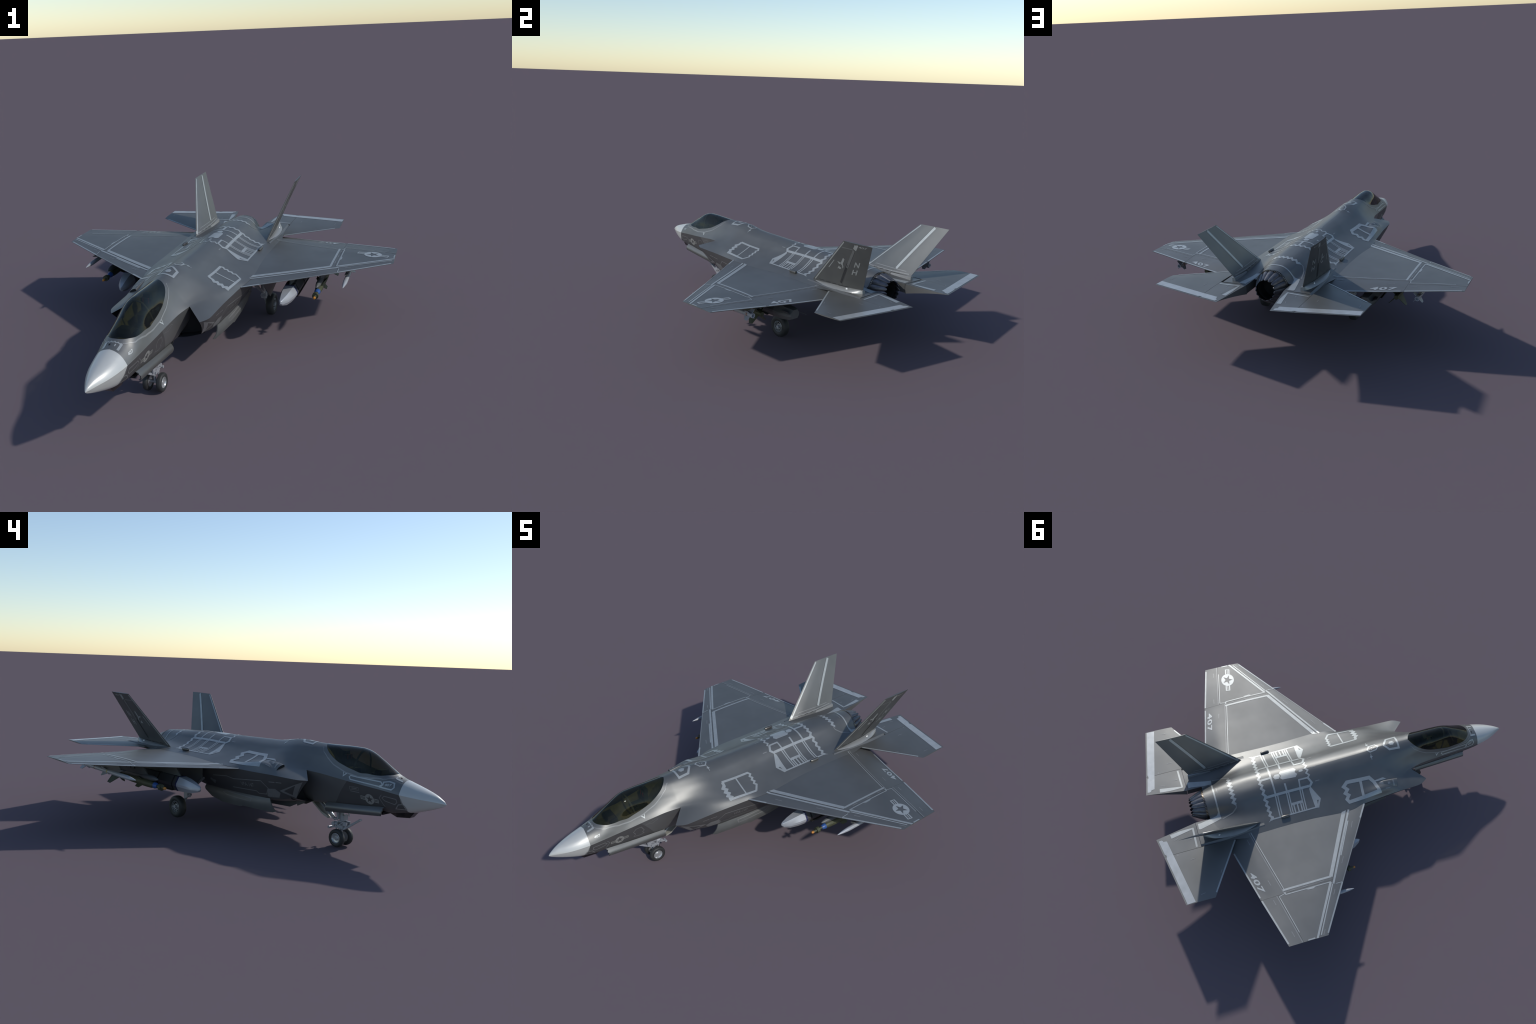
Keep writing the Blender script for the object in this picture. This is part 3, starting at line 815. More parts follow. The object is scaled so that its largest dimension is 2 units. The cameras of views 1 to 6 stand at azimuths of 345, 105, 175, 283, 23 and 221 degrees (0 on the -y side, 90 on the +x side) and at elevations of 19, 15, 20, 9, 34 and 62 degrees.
def stroke(pts, w, closed=False, step=.006):
    P = [Vector(p) for p in pts]; n = len(P)
    L, R = [], []
    for i in range(n):
        a = P[i-1] if (i > 0 or closed) else None
        b = P[(i+1) % n] if (i < n-1 or closed) else None
        d0 = (P[i]-a).normalized() if a is not None else None
        d1 = (b-P[i]).normalized() if b is not None else None
        d0 = d0 or d1; d1 = d1 or d0
        n0 = Vector((-d0.y, d0.x)); n1 = Vector((-d1.y, d1.x))
        m = (n0+n1); m = m.normalized() if m.length > 1e-6 else n0
        k = 1/max(.45, m.dot(n0))
        L.append(P[i]+m*w/2*k); R.append(P[i]-m*w/2*k)
    V2, F = [], []
    for i in range(n if closed else n-1):
        j = (i+1) % n
        c = max(1, int((P[j]-P[i]).length/step)); cw = max(1, int(w/.006))
        o = len(V2)
        for s in range(c+1):
            t = s/c; a = L[i].lerp(L[j], t); b = R[i].lerp(R[j], t)
            for q in range(cw+1): V2.append(a.lerp(b, q/cw))
        F += grid_faces(c+1, cw+1, off=o)
    return V2, F

def refine(bm, size):
    for _ in range(6):
        e = [x for x in bm.edges if x.calc_length() > size]
        if not e: break
        bmesh.ops.subdivide_edges(bm, edges=e, cuts=1)
        bmesh.ops.triangulate(bm, faces=[f for f in bm.faces if len(f.verts) > 3])

def bm_out(bm):
    bm.verts.index_update()
    return [Vector((v.co.x, v.co.y)) for v in bm.verts], [tuple(v.index for v in f.verts) for f in bm.faces]

def fill(poly, size=.008, holes=()):
    bm = bmesh.new(); edges = []
    for loop in (poly, *holes):
        vs = [bm.verts.new((p[0], p[1], 0)) for p in loop]
        edges += [bm.edges.new((vs[i], vs[(i+1) % len(vs)])) for i in range(len(vs))]
    bmesh.ops.triangle_fill(bm, edges=edges, use_beauty=True, use_dissolve=False)
    refine(bm, size)
    r = bm_out(bm); bm.free(); return r

def text2d(body, origin, right, up, bold=.012, size=.006, spacing=1.0):
    """built-in font, scaled so that the word spans `right` and stands `up` tall"""
    cu = bpy.data.curves.new("word", 'FONT'); cu.body = body; cu.offset = bold; cu.resolution_u = 3; cu.space_character = spacing
    ob = bpy.data.objects.new("word", cu); bpy.context.scene.collection.objects.link(ob)
    me = ob.to_mesh()
    bm = bmesh.new(); bm.from_mesh(me)
    ob.to_mesh_clear(); bpy.data.objects.remove(ob); bpy.data.curves.remove(cu)
    xs = [v.co.x for v in bm.verts]; ys = [v.co.y for v in bm.verts]
    x0, x1, y0, y1 = min(xs), max(xs), min(ys), max(ys)
    O, R_, U_ = Vector(origin), Vector(right), Vector(up)
    for v in bm.verts:
        q = O + R_*((v.co.x-x0)/(x1-x0)) + U_*((v.co.y-y0)/(y1-y0))
        v.co = (q.x, q.y, 0)
    bmesh.ops.triangulate(bm, faces=bm.faces)
    refine(bm, size)
    r = bm_out(bm); bm.free(); return r

def zigzag(a, b, n, amp, start=1):
    a, b = Vector(a), Vector(b); d = (b-a); m = Vector((-d.y, d.x)).normalized()
    return [a + d*(i/n) + m*(amp*(start if i % 2 else -start)) for i in range(n+1)]

def flip(VF): return [Vector((-p[0], p[1])) for p in VF[0]], [f[::-1] for f in VF[1]]
def shift(VF, dx, dy=0): return [Vector((p[0]+dx, p[1]+dy)) for p in VF[0]], VF[1]

TOPB, TOPW = on_top(SKIN_BODY), on_top(SKIN_WING)
CX = -.0035        # the spine markings sit a hair to starboard
def top(name, VF, mat=None, parent=None, sides='c', skin=None, cx=CX):
    """sides: c as drawn, p port half, s starboard half, b both"""
    for s in ({'c': ['p'], 'p': ['p'], 's': ['s'], 'b': ['p', 's']}[sides]):
        vf = VF if s == 'p' else flip(VF)
        lay(name, *shift(vf, cx), skin or TOPB, mat or M_TAPE, parent or fuselage)

# ---- spine: engine-bay panel grid
W1 = .0062
top("seam_tape", stroke([(.0875, -.043), (.0875, .205)], .0115), sides='b')
top("seam_tape", stroke([(.2005, -.062), (.2005, .21)], .0075), sides='b')
for y in (.1515, .139, .088, .0765, .0115, -.0005):
    top("seam_tape", stroke([(.093, y), (.150, y+.002), (.198, y+.004)], .0064), sides='b')
top("seam_tape", stroke([(-.085, .149), (0, .150), (.085, .149)], .0095))
top("seam_tape", stroke([(.046, .085), (.084, .084)], .0095), sides='b')
top("seam_tape", stroke([(.085, .008), (.0475, .004), (.0475, -.047)], .0080), sides='b')
top("seam_tape", stroke([(.0475, -.047), (.075, -.062), (.0925, -.044)], .0115), sides='b')
top("seam_tape", fill([(.0905, -.050), (.1000, -.040), (.118, -.040), (.2035, -.046), (.206, -.066), (.1615, -.089)],
                      holes=[[(.166, -.066), (.1655, -.076), (.186, -.064)]]), sides='b')
top("seam_tape", fill([(.145, .076), (.145, .018), (.158, .014), (.158, .076)]), sides='b')
for y in (.0655, .0455, .0265): top("seam_tape", stroke([(.156, y), (.198, y+.001)], .0075), sides='b')
top("seam_tape", stroke(zigzag((0, .214), (.204, .203), 15, .0060), .0120), sides='b')
top("seam_tape", fill([(.185, .190), (.199, .190), (.212, .226)]), sides='b')
top("seam_tape", stroke([(0, .150), (0, .212)], .012), cx=0)
top("seam_tape", stroke(zigzag((-.050, -.052), (.046, -.053), 7, .0070, -1), .0085))
top("access_panel", fill([(-.0125, .130), (-.0145, .108), (-.001, .098), (.0135, .101), (.0155, .124), (.003, .137)]), cx=-.0035)
top("access_panel", fill([(-.024, .091), (-.0295, .017), (-.015, .003), (-.001, .014), (.0135, .003), (.027, .014), (.0275, .089), (.0165, .100), (0, .093), (-.013, .101)]), cx=-.0035)
top("access_panel", fill([(-.0065, -.012), (-.006, -.028), (0, -.034), (.0065, -.028), (.0065, -.014), (0, -.007)]), cx=-.0055)
for x in (.0725, 0): top("stencil", stroke([(x, -.083), (x, -.107)], .0042), M_TAPEDIM, sides='b' if x else 'c')
# aft bands
top("seam_tape", stroke(zigzag((-.078, .377), (.078, .377), 13, .0075), .0120))
top("seam_tape", stroke([(.078, .370), (.092, .373), (.108, .398), (.122, .460)], .006), M_TAPEDIM, sides='b')
top("seam_tape", stroke([(x, .471) for x in np.linspace(-.089, .089, 40)], .0085))
top("seam_tape", fill([(.113, .597), (.146, .598), (.149, .588), (.121, .466), (.086, .4685), (.086, .476), (.098, .486), (.114, .583)]), sides='b', cx=0)
top("stencil", stroke([(.010, .452), (.040, .453)], .0035), M_TAPEDIM)

# ---- shoulders
def panel_a():
    z1 = zigzag((.124, -.239), (.196, -.244), 7, .0050)
    z0 = zigzag((.205, -.404), (.142, -.404), 6, .0065)
    return stroke([(.122, -.398)] + z1 + [(.226, -.262)], .0100), stroke([(.226, -.262), (.2125, -.414)], .0095), stroke([(.2135, -.412)] + z0 + [(.1235, -.396)], .0155)
for piece in panel_a(): top("seam_tape", piece, sides='p', cx=0)
top("seam_tape", stroke([(.122, -.318), (.219, -.318)], .0075), sides='p', cx=0)
top("seam_tape", stroke([(.139, -.230), (.121, -.254), (.129, -.383), (.157, -.404), (.211, -.420), (.2215, -.240), (.205, -.230), (.187, -.246), (.173, -.230), (.157, -.247)], .0180, True), sides='s', cx=0)
top("seam_tape", stroke([(.131, -.331), (.211, -.325)], .0145), sides='s', cx=0)
top("seam_tape", fill([(.151, -.405), (.146, -.460), (.157, -.476), (.158, -.420)]), sides='s', cx=0)

# ---- behind the canopy: receptacle door and beacon panel
top("seam_tape", stroke([(.002, -.508), (.034, -.534), (.036, -.587), (.015, -.588), (-.012, -.588), (-.034, -.587), (-.031, -.532), (-.004, -.508)], .0105, True, .004), cx=.002)
top("access_panel", fill([(-.010, -.543), (-.012, -.560), (.001, -.570), (.012, -.562), (.012, -.545), (.001, -.536)]), cx=.002)
top("seam_tape", stroke([(.0, -.412), (.020, -.428), (.018, -.460), (.0, -.474), (-.014, -.458), (-.016, -.424)], .0065, True, .004), cx=.003)
for q in ((-.005, -.436), (.006, -.442), (.0, -.452)): top("stencil", stroke([(q[0]-.004, q[1]), (q[0]+.004, q[1]+.004)], .003), cx=.004)
for s in ('p', 's'):
    top("seam_tape", stroke([(.024, -.424), (.054, -.423)], .003), sides=s, cx=.002)
    top("seam_tape", fill([(.0385, -.414), (.042, -.419), (.048, -.4225), (.042, -.426), (.0385, -.432), (.035, -.426), (.029, -.4225), (.035, -.419)]), sides=s, cx=.001)

# ---- canopy rim line and nose-top tapes
RIMLINE = [(.0, -1.0525), (.020, -1.0505), (.039, -1.040), (.0575, -1.017), (.0625, -1.005), (.0685, -.960), (.0720, -.940), (.0765, -.882), (.0785, -.819), (.0735, -.749), (.0655, -.705), (.055, -.674), (.0405, -.660), (.038, -.652)]
top("canopy_seam", stroke(RIMLINE, .0024, step=.004), M_TAPEDIM, sides='b', cx=0)
top("canopy_seam", stroke(zigzag((-.030, -1.0495), (.030, -1.0495), 9, .0025), .0035, step=.004), M_TAPE, cx=0)
top("seam_tape", stroke([(.0305, -1.047), (.0285, -1.080)], .0085), sides='b', cx=0)
top("sensor_port", fill([(-.0155, -1.060), (-.0095, -1.057), (-.0075, -1.064), (-.0135, -1.067)]), M_BLACK, cx=0)
top("sensor_port", fill([(.009, -1.057), (.0135, -1.058), (.013, -1.068), (.0085, -1.067)]), M_MARK, cx=0)

# ---- wings
def wtop(name, VF, mat=None, sides='b'):
    for s in ({'p': ['p'], 's': ['s'], 'b': ['p', 's']}[sides]):
        lay(name, *(VF if s == 'p' else flip(VF)), TOPW, mat or M_TAPE, WL[0] if s == 'p' else WL[1])
def along(f, x0, x1, w, d=0, n=24): return stroke([(x, f(x)+d) for x in np.linspace(x0, x1, n)], w, step=.012)
wtop("seam_tape", fill([(.258, -.2065), (.262, -.180), (.592, .0045), (.603, -.0105)], .02))
wtop("seam_tape", fill([(.6285, .002), (.6285, .016), (.886, .1705), (.886, .1585)], .02))
wtop("seam_tape", along(w_lh, .258, .638, .0100, -.0105))
wtop("seam_tape", stroke([(.32, -.196), (.50, -.0935)], .006), sides='s')
wtop("seam_tape", along(w_lh, .638, .886, .0060, -.0062))
wtop("seam_tape", along(w_le, .640, .885, .0075, .0055))
wtop("seam_tape", along(w_le, .245, .32, .0085, .0062))
wtop("edge_band", along(w_le, .32, .639, .0050, .0045), M_TAPEDIM)
wtop("seam_tape", stroke([(.638, -.010), (.6405, -.022), (.6395, -.053)], .0040))
wtop("seam_tape", stroke([(.5985, .262), (.5985, .120), (.5975, -.004)], .0105))
wtop("seam_tape", stroke([(.6245, .252), (.6255, .149), (.6255, .080), (.6255, .006)], .0050))
wtop("seam_tape", fill([(.625, .150), (.633, .132), (.6345, .105), (.625, .085)]))
wtop("seam_tape", stroke([(.6245, .2535), (.6115, .2535)], .0055)); wtop("seam_tape", stroke([(.6115, .2535), (.6085, .262)], .004))
wtop("seam_tape", along(w_th, .242, .594, .0042, -.0040))
wtop("hinge_line", along(w_th, .242, .612, .0045, .0065), M_TAPEDIM)
wtop("seam_tape", along(w_th, .616, .832, .0038, -.0042))
wtop("hinge_line", along(w_th, .618, .885, .0045, .0060), M_TAPEDIM)
wtop("seam_tape", along(w_te, .324, .616, .0075, -.0042))
wtop("seam_tape", along(w_te, .62, .885, .0085, -.0046))
wtop("seam_tape", fill([(.878, .176), (.8855, .176), (.885, .214), (.879, .212)]))
for a, b in (((.275, .364), (.307, .357)), ((.524, .320), (.555, .312)), ((.634, .322), (.663, .316)), ((.817, .280), (.847, .273)), ((.328, -.219), (.362, -.201)),
             ((.509, -.104), (.543, -.083)), ((.668, -.002), (.694, .014)), ((.853, .114), (.879, .130)), ((.611, .04), (.611, .07)), ((.612, .13), (.612, .155)), ((.612, .20), (.612, .225))):
    wtop("stencil", stroke([a, b], .0035), M_TAPEDIM)
for s in ('p', 's'):
    # the number reads the same way on both wings, feet to the trailing edge
    if s == 's': lay("number_marking", *text2d("407", (-.455, .4065), (-.120, -.0285), (-.004, -.0300), .03, spacing=1.1), TOPW, M_MARK, WL[1])
    else: lay("number_marking", *text2d("407", (.575, .3785), (-.120, .0285), (.004, -.0300), .03, spacing=1.1), TOPW, M_MARK, WL[0])

def star_mark(name, c, ax, bx, r, proj, mat, parent, bar=1.95, bh=.27):
    """roundel with a cut-out star and barred wings; ax along the bars, bx towards the star's top point"""
    c, ax, bx = Vector(c), Vector(ax), Vector(bx)
    disc = [c + ax*math.cos(t)*r + bx*math.sin(t)*r for t in np.linspace(0, 2*math.pi, 36, endpoint=False)]
    star = [c + ax*math.sin(k*math.pi/5)*r*(.80 if k % 2 == 0 else .31) + bx*math.cos(k*math.pi/5)*r*(.80 if k % 2 == 0 else .31) for k in range(10)]
    parts = [fill(disc, .006, [star])]
    for s in (1, -1):
        for q in (-1, 0, 1):
            parts.append(stroke([c + ax*s*r*.97 + bx*q*r*bh, c + ax*s*r*bar + bx*q*r*bh], r*(.16 if q else .10)))
        parts.append(stroke([c + ax*s*r*(bar-.04) - bx*r*bh*1.25, c + ax*s*r*(bar-.04) + bx*r*bh*1.25], r*.12))
    V2, F = [], []
    for v, f in parts:
        o = len(V2); V2 += v; F += [tuple(i+o for i in t) for t in f]
    lay(name, V2, F, proj, mat, parent)
star_mark("star_insignia", (.776, .2005), (1.16*.977, -1.16*.213), (-.213, -.977), .0385, TOPW, M_MARK, WL[0], 1.78)

# ---- tailplanes
def ttop(name, VF, mat=None):
    lay(name, *VF, TOPW, mat or M_TAPE, TL[0]); lay(name, *flip(VF), TOPW, mat or M_TAPE, TL[1])
ttop("edge_band", fill([(.1520, .8215), (.1500, .8080), (.1560, .7990), (.1610, .7995), (.1630, .7800), (.5330, .7070), (.5355, .7500)], .02), M_EDGE)
ttop("seam_tape", stroke([(.128, .629), (.240, .632)], .0095))
ttop("seam_tape", fill([(.1265, .626), (.135, .634), (.156, .752), (.126, .757), (.132, .747), (.1265, .70)], .012))
ttop("seam_tape", along(st_le, .256, .512, .0075, .0055))
for a, b in (((.30, .655), (.302, .68)), ((.185, .645), (.186, .665)), ((.165, .72), (.172, .74)), ((.50, .648), (.503, .672)), ((.40, .535), (.415, .545))):
    ttop("stencil", stroke([a, b], .003), M_TAPEDIM)
ttop("access_panel", fill([(.2545, .740), (.257, .7375), (.2595, .740), (.257, .7425)]))

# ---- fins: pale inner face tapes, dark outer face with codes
def fin_side(name, VF, outer, mat, sgns=(1, -1)):
    for s in sgns:
        lay(name, *VF, on_side(SKIN_FIN, s*(1 if outer else 1), .6) if outer else on_fin_inner(s), mat, FL[0] if s > 0 else FL[1])
def on_fin_inner(s):
    def f(p):
        h = SKIN_FIN.ray_cast(Vector((0, p[0], p[1])), Vector((s, 0, 0)))
        if h[0] is None: return None
        n = h[1] if h[1].x*s < 0 else -h[1]
        return h[0] + n*LIFT
    return f
def fyz(u, v): p = fin_pt(u, v); return (p.y, p.z)
M_FINTAPE = mat_plain("fin_edge_tape", (0.24, 0.25, 0.245), 0.5, 0.15, 0.06, 40)
M_FINTAPE2 = mat_plain("fin_dull_tape", (0.115, 0.118, 0.116), 0.5, 0.15, 0.06, 40)
fin_side("seam_tape", stroke([fyz(u, .028-.004*u) for u in np.linspace(.04, .985, 20)], .012, step=.012), True, M_FINTAPE)
fin_side("seam_tape", stroke([fyz(u, .03) for u in np.linspace(.04, .99, 20)], .012, step=.012), False, M_TAPE)
fin_side("seam_tape", stroke([fyz(u, vh(u)+.02+.04*u) for u in np.linspace(.10, .985, 20)], .0135, step=.012), False, M_TAPE)
fin_side("seam_tape", stroke([fyz(u, vh(u)+.00) for u in np.linspace(.87, .985, 5)], .0175), True, M_FINTAPE)
fin_side("seam_tape", stroke([fyz(u, vh(u)-.01) for u in np.linspace(.45, .85, 8)], .012), True, M_FINTAPE2)
fin_side("hinge_recess", stroke([fyz(u, vh(u)-.03) for u in np.linspace(.08, .55, 10)], .010), True, M_DARKSEAM)
fin_side("seam_tape", stroke([fyz(.865, v) for v in np.linspace(.10, .46, 8)], .006), True, M_FINTAPE2)
fin_side("seam_tape", stroke([(.335, .372), (.345, .3755), (.48, .378), (.545, .379)], .0030), False, M_TAPEDIM)
fin_side("seam_tape", stroke([(.30, .3585), (.42, .3625), (.565, .3685)], .0045), False, M_TAPEDIM)
for a, b in ((.318, .352), (.362, .392), (.404, .428), (.440, .50)):
    fin_side("vent_slot", stroke([(a, .3585), (b, .3600)], .0030), True, M_DARKSEAM)
    fin_side("vent_slot", stroke([(a+.014, .3575), (b+.010, .3590)], .0028), False, M_DARKSEAM)
fin_side("stencil", stroke([(.404, .446), (.451, .495)], .0038), True, M_FINTAPE)
# plain stand-in for the squadron badge: a forked chevron over a small disc
fin_side("squadron_badge", fill([(.471, .495), (.492, .4905), (.513, .520), (.521, .514), (.503, .487), (.503, .470), (.494, .460), (.497, .476), (.489, .486), (.480, .480)]), True, M_FINTAPE)
fin_side("squadron_badge", fill([(.460, .452), (.476, .472), (.480, .463), (.487, .466), (.485, .456), (.474, .453), (.468, .458)]), True, M_FINTAPE)
for s in (1, -1):
    pj = on_side(SKIN_FIN, s); par = FL[0] if s > 0 else FL[1]
    for ch, o in (("N", (.567, .484)), ("H", (.541, .4395))):
        oo = o if s > 0 else (o[0]+.028, o[1]+.002); r = (.028, .002) if s > 0 else (-.028, -.002)
        lay("tail_code", *text2d(ch, oo, r, (.0172, .0300), .03), pj, M_FINTAPE, par)
    lay("tail_number", *text2d("407", (.622, .5945) if s > 0 else (.670, .5955), (.048, .001) if s > 0 else (-.048, -.001), (.0042, .0085), .02), pj, M_FINTAPE, par)
    lp = pj((.512, .3545)); 
for s in (1, -1):
    c = Vector((s*.2120, .500, .3540))
    add("navigation_light", *loft([[c + Vector((s*.0035*q, .0065*math.cos(t)*(1-q*.6), .0050*math.sin(t)*(1-q*.6))) for t in np.linspace(0, 2*math.pi, 14, endpoint=False)] for q in (0, .5, 1)]), M_LAMP, FL[0] if s > 0 else FL[1])

# ---- forebody sides and intake flanks
SB = {s: on_side(SKIN_BODY, s) for s in (1, -1)}
def side(name, VF, mat, sgns=(1, -1), parent=None):
    for s in sgns: lay(name, *VF, SB[s], mat, parent or fuselage)
lay("number_marking", *text2d("407", (-1.021, .3265), (-.028, .0015), (.001, .0095), .025), SB[-1], M_MARK, fuselage)
lay("number_marking", *text2d("407", (-1.064, .3230), (.0285, .0045), (.0012, .0105), .025), SB[1], M_MARK, fuselage)
side("seam_tape", stroke([(-1.013, .341), (-1.034, .3455), (-1.056, .3405), (-1.062, .325), (-1.054, .3155), (-1.003, .320), (-1.013, .331)], .0052, True, .004), M_TAPE, (-1,))
side("seam_tape", stroke([(-.851, .3465), (-.884, .3440), (-1.000, .3405), (-1.011, .331), (-.997, .3215), (-.855, .3305), (-.846, .340)], .0046, True, .005), M_TAPE, (-1,))
side("warning_triangle", fill([(-.833, .354), (-.808, .360), (-.8145, .336)], .006, [[(-.8245, .3530), (-.8125, .3555), (-.8155, .3440)]]), M_MARK)
for s in (1, -1):
    star_mark("star_insignia", (-.951, .2590 if s < 0 else .2660), (.998, .060) if s < 0 else (-.998, -.03), (0, 1), .0225, SB[s], M_SIDESTAR, fuselage, 1.95)
side("seam_tape", stroke([(-1.024, .285), (-1.078, .280), (-1.081, .267), (-1.070, .256), (-1.036, .263), (-1.024, .2655), (-1.014, .275)], .0035, True, .004), M_TAPEDARK)
side("seam_tape", stroke([(-1.097, .284), (-1.103, .262), (-1.112, .256), (-1.119, .241), (-1.072, .238), (-1.086, .258), (-1.103, .262)], .0040, False, .004), M_TAPEDIM)
side("seam_tape", stroke([(-1.012, .289), (-1.000, .274), (-1.023, .238)], .003), M_TAPEDARK)
side("seam_tape", stroke([(-.881, .279), (-.867, .296), (-.840, .297), (-.825, .268), (-.834, .257), (-.825, .247), (-.846, .240), (-.879, .247), (-.870, .261)], .0028, True, .004), M_TAPEDARK, (1,))
side("stencil", stroke([(-.854, .301), (-.898, .302), (-.899, .290), (-.854, .288)], .002, True), M_TAPEDARK, (-1,))
side("stencil", stroke([(-.856, .281), (-.902, .280)], .003), M_TAPEDARK, (-1,))
side("stencil", stroke([(-.864, .295), (-.890, .2955)], .004), M_TAPEDARK, (-1,))
side("stencil", stroke([(-.816, .300), (-.765, .3165), (-.753, .310), (-.780, .294)], .002, True), M_TAPEDIM, (1,))
# intake flank
side("warning_triangle", fill([(-.690, .304), (-.547, .241), (-.622, .2165)], .012, [[(-.650, .282), (-.575, .2445), (-.613, .2310)]]), M_TAPEDIM)
for a, b in (((-.496, .276), (-.532, .279)), ((-.539, .2795), (-.573, .282))): side("stencil", stroke([a, b], .0038), M_TAPEDIM)
side("seam_tape", stroke([(-.139, .258), (-.237, .267), (-.279, .259), (-.449, .274), (-.484, .243), (-.462, .211), (-.416, .2075), (-.405, .218), (-.254, .2145)], .0042), M_TAPEDARK)
side("access_panel", fill([(-.464, .204), (-.483, .241), (-.525, .247), (-.550, .231), (-.531, .2045), (-.470, .199)], .012), M_TAPEDARK)
for k in range(14):
    t = 2*math.pi*k/14; c = (-.507 + .031*math.cos(t), .2235 + .0165*math.sin(t))
    side("fastener", stroke([(c[0]-.0014, c[1]), (c[0]+.0014, c[1])], .0026), M_TAPEDIM)
lay("squadron_number", *text2d("VFA-147", (-.318, .2320), (-.080, .003), (.000, .0190), .004, .004), SB[-1], M_TAPEDIM, fuselage)
lay("squadron_number", *text2d("VFA-147", (-.398, .2350), (.080, -.003), (.000, .0190), .004, .004), SB[1], M_TAPEDIM, fuselage)
for s in (1, -1):
    pj = on_side(SKIN_DOOR, s)
    d = [k for k in kids("weapon_bay_door")][0]
    lay("seam_tape", *stroke([(-.17, .176), (-.20, .182), (-.365, .176), (-.362, .160), (-.20, .166)], .004, True), pj, M_TAPEDARK, fuselage)

# ------------------------------------------------------------------ gun blister on the starboard shoulder
def blister():
    rings = []; ys = np.linspace(-.533, -.400, 16)
    for y in ys:
        t = (y+.533)/.133
        w = .0215*(1-.35*t)*(1-t**5*.5); h = .0150*(1-smooth01(t))**.8 + .0004; cx = .186 - .011*t
        ring = []
        for a in np.linspace(0, math.pi, 15):
            x = cx + w*math.cos(a)
            hit = SKIN_BODY.ray_cast(Vector((x, y, 1)), Vector((0, 0, -1)))[0]
            ring.append((-x, y + .006*(math.cos(a)), hit.z - .001 + h*math.sin(a)**.7))
        rings.append(ring)
    return rings
R = blister()
gun = add("gun_blister", *loft(R, close=False, cap=False), M_PAINT, fuselage, angle=40)
add("gun_port", [Vector(p) for p in R[0]], [tuple(range(len(R[0])))], M_BLACK, gun)
GB = bvh_of([gun]); GT = on_top(GB)
lay("seam_tape", *fill([(-.165, -.425), (-.163, -.455), (-.190, -.452), (-.193, -.425)]), GT, M_TAPEDIM, gun)
lay("seam_tape", *fill([(-.176, -.478), (-.178, -.492), (-.187, -.492), (-.188, -.478)]), GT, M_TAPEDIM, gun)
lay("seam_tape", *stroke([(-.170, -.510), (-.200, -.512)], .008), GT, M_TAPEDIM, gun)
top("stencil", stroke([(.206, -.457), (.205, -.486)], .004), M_TAPEDIM, sides='s', cx=0)

# small dorsal light pods over the wing roots
for s in (1, -1):
    prof = [(0, .0015), (.002, .0055), (.008, .0078), (.040, .0085), (.048, .0075), (.0495, .0050)]
    v, f = revolve(prof, 'y', (s*.2095, .1015, .3505), 18)
    add("dorsal_light_pod", v, f, M_NOZRING if False else M_POD, fuselage, angle=40)

# ------------------------------------------------------------------ stores under the wings
def fins4(y0, y1, r, span, sweep, t, ax, rot=math.pi/4, k=4):
    parts = []
    for i in range(k):
        a = rot + 2*math.pi*i/k; e = Vector((math.cos(a), 0, math.sin(a))); n = Vector((-math.sin(a), 0, math.cos(a)))
        b = [ax(y0)+e*r*.8, ax(y1)+e*r*.8, ax(y1)+e*span+Vector((0, -sweep*.15, 0)), ax(y0)+e*span+Vector((0, sweep, 0))]
        parts.append(plate(b, n, t))
    return join(*parts)
def body(ax, prof, n=24):
    return loft([[ax(y) + Vector((r*math.cos(t), 0, r*math.sin(t))) for t in np.linspace(0, 2*math.pi, n, endpoint=False)] for y, r in prof])
def pylon(x, y0, y1, ztop, zbot, w, sw0=.05, sw1=.0):
    rings = []
    for z, d in ((ztop, 0), (zbot, 1)):
        rings.append([(x-w*.15, y0-sw0*d, z), (x+w*.15, y0-sw0*d, z), (x+w/2, y0-sw0*d+.03, z), (x+w/2, y1-.03+sw1*d, z), (x+w*.1, y1+sw1*d, z), (x-w*.1, y1+sw1*d, z), (x-w/2, y1-.03+sw1*d, z), (x-w/2, y0-sw0*d+.03, z)])
    return loft(rings)
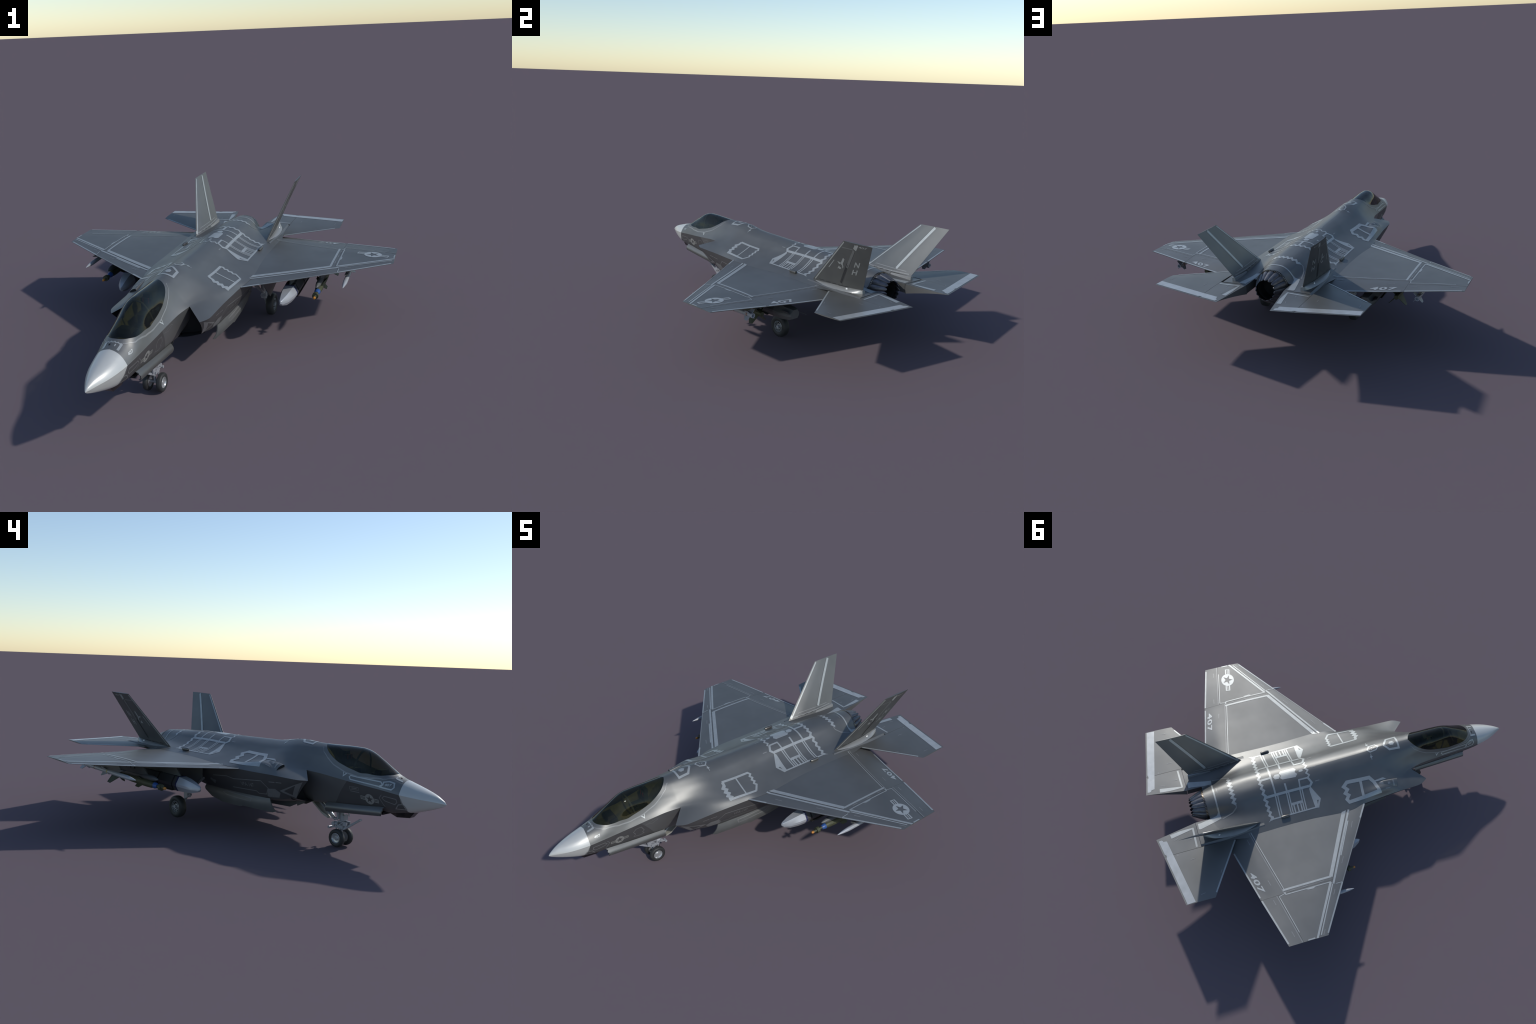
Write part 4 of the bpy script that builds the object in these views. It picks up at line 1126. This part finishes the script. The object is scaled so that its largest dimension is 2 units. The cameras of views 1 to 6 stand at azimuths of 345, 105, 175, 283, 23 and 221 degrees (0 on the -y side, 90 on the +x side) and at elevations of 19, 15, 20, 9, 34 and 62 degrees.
for s in (1, -1):
    # slim air-to-air missile on the outer rail
    ax = lambda y: Vector((s*.676, y, .264 + (y+.111)*.0375))
    ms = add("missile", *body(ax, [(-.111, .0006), (-.100, .0035), (-.080, .0068), (-.055, .0095), (-.038, .0106), (.350, .0106), (.352, .0112), (.358, .0112), (.358, .0080), (.345, .0070)]), M_MISSILE, angle=30)
    add("missile_fin", *join(fins4(.105, .155, .0105, .030, .040, .0018, ax), fins4(.305, .345, .0105, .031, .018, .0018, ax)), M_MISSILE, ms)
    for yb, m in ((.115, M_YELLOW), (.228, M_BROWN), (.318, M_BROWN)):
        add("colour_band", *body(ax, [(yb, .0108), (yb+.006, .0108)]), m, ms)
    add("launch_rail", *join(box((s*.676, .125, .2885), (.014, .30, .014), .7), pylon(s*.676, .03, .24, .3185, .291, .013, .02, .01)), M_PYLON, ms)
    # laser-guided bomb on its rack
    axb = lambda y: Vector((s*.551, y, .2225 + (y+.165)*.035))
    bm_ = add("guided_bomb", *body(axb, [(-.100, .0060), (-.084, .0120), (-.060, .0170), (-.020, .0185), (.100, .0180), (.160, .0150), (.20, .0120), (.275, .0125), (.280, .0110)]), M_OLIVE, angle=35)
    add("blue_nose_band", *body(axb, [(-.104, .0098), (-.0985, .0118), (-.083, .0152), (-.082, .0150)]), M_BLUE, bm_)
    add("seeker_head", *join(body(axb, [(-.158, .0062), (-.156, .0068), (-.112, .0056), (-.100, .0085), (-.098, .006)]),
        body(axb, [(-.138, .0150), (-.122, .0150), (-.122, .0132), (-.138, .0132), (-.138, .0150)]), fins4(-.138, -.124, .005, .0145, .0, .0016, axb, 0)), M_OLIVE, bm_)
    add("seeker_lens", *body(axb, [(-.166, .0020), (-.165, .0050), (-.158, .0066), (-.153, .0068), (-.151, .006)]), M_ORANGE, bm_)
    add("bomb_fin", *join(fins4(.19, .265, .011, .062, .045, .0025, axb), fins4(-.005, .045, .0175, .036, .020, .0022, axb)), M_OLIVE, bm_)
    add("bomb_rack", *body(lambda y: Vector((s*.551, y, .2560 + y*.012)), [(-.106, .0010), (-.100, .0050), (-.085, .0095), (-.060, .0128), (.19, .0128), (.24, .0080)]), M_PYLON, bm_)
    add("weapon_pylon", *pylon(s*.551, .03, .27, .318, .262, .020, .06, .0), M_PYLON, bm_)
    for yy in (.07, .105, .14):
        add("pylon_port", *tube((s*.5405, yy, .288), (s*.5615, yy, .288), .0052), M_BLACK, bm_)
    # large faceted stand-off weapon inboard
    def sec(cx, y, w, z0, z1, k=.45):
        zm = z0 + (z1-z0)*k
        return [(s*(cx-w*.62), y, z0), (s*(cx+w*.62), y, z0), (s*(cx+w), y, zm-.006), (s*(cx+w), y, zm+.006), (s*(cx+w*.55), y, z1), (s*(cx-w*.55), y, z1), (s*(cx-w), y, zm+.006), (s*(cx-w), y, zm-.006)]
    cw = .424
    sn = [sec(.408, -.2435, .0012, .2195, .2225), sec(.410, -.236, .009, .2045, .230), sec(.416, -.205, .024, .1955, .2435), sec(.421, -.165, .034, .1945, .2555), sec(cw, -.125, .0385, .195, .2615)]
    wp = add("standoff_weapon", *loft([sec(cw, -.125, .0385, .195, .2615), sec(cw, -.05, .0400, .194, .264), sec(cw, .20, .0400, .196, .264), sec(cw, .255, .0395, .197, .264)]), M_STORE, angle=25)
    add("weapon_tail", *loft([sec(cw, .256, .0400, .1965, .2645), sec(cw, .30, .0400, .198, .264), sec(cw, .355, .034, .206, .262), sec(cw, .372, .026, .214, .258)]), M_PYLON, wp, angle=20)
    add("weapon_nose", *loft(sn), M_STOREP, wp, angle=25)
    add("navy_band", *loft([sec(cw, -.127, .0390, .1945, .2620), sec(cw, -.119, .0395, .1940, .2628)]), M_NAVY, wp, angle=25)
    add("body_strap", *loft([sec(cw, -.098, .0398, .1935, .2632), sec(cw, -.090, .0402, .1930, .2640)]), M_BLACK, wp, angle=25)
    add("body_strap", *loft([sec(cw, .018, .0408, .1925, .2648), sec(cw, .026, .0408, .1925, .2648)]), M_BLACK, wp, angle=25)
    add("folded_wing", *join(box((s*(cw+.028), .06, .1955), (.010, .30, .006)), box((s*(cw-.028), .06, .1955), (.010, .30, .006))), M_BLACK, wp)
    add("weapon_fin", *join(plate([(s*(cw+.03), .30, .240), (s*(cw+.03), .365, .240), (s*(cw+.062), .385, .262), (s*(cw+.060), .350, .260)], (0, 0, 1), .003),
                            plate([(s*(cw-.03), .30, .240), (s*(cw-.03), .365, .240), (s*(cw-.062), .385, .225), (s*(cw-.060), .350, .225)], (0, 0, 1), .003)), M_STORE, wp)
    add("weapon_pylon", *pylon(s*cw, -.06, .26, .318, .262, .022, .055, .0), M_PYLON, wp)
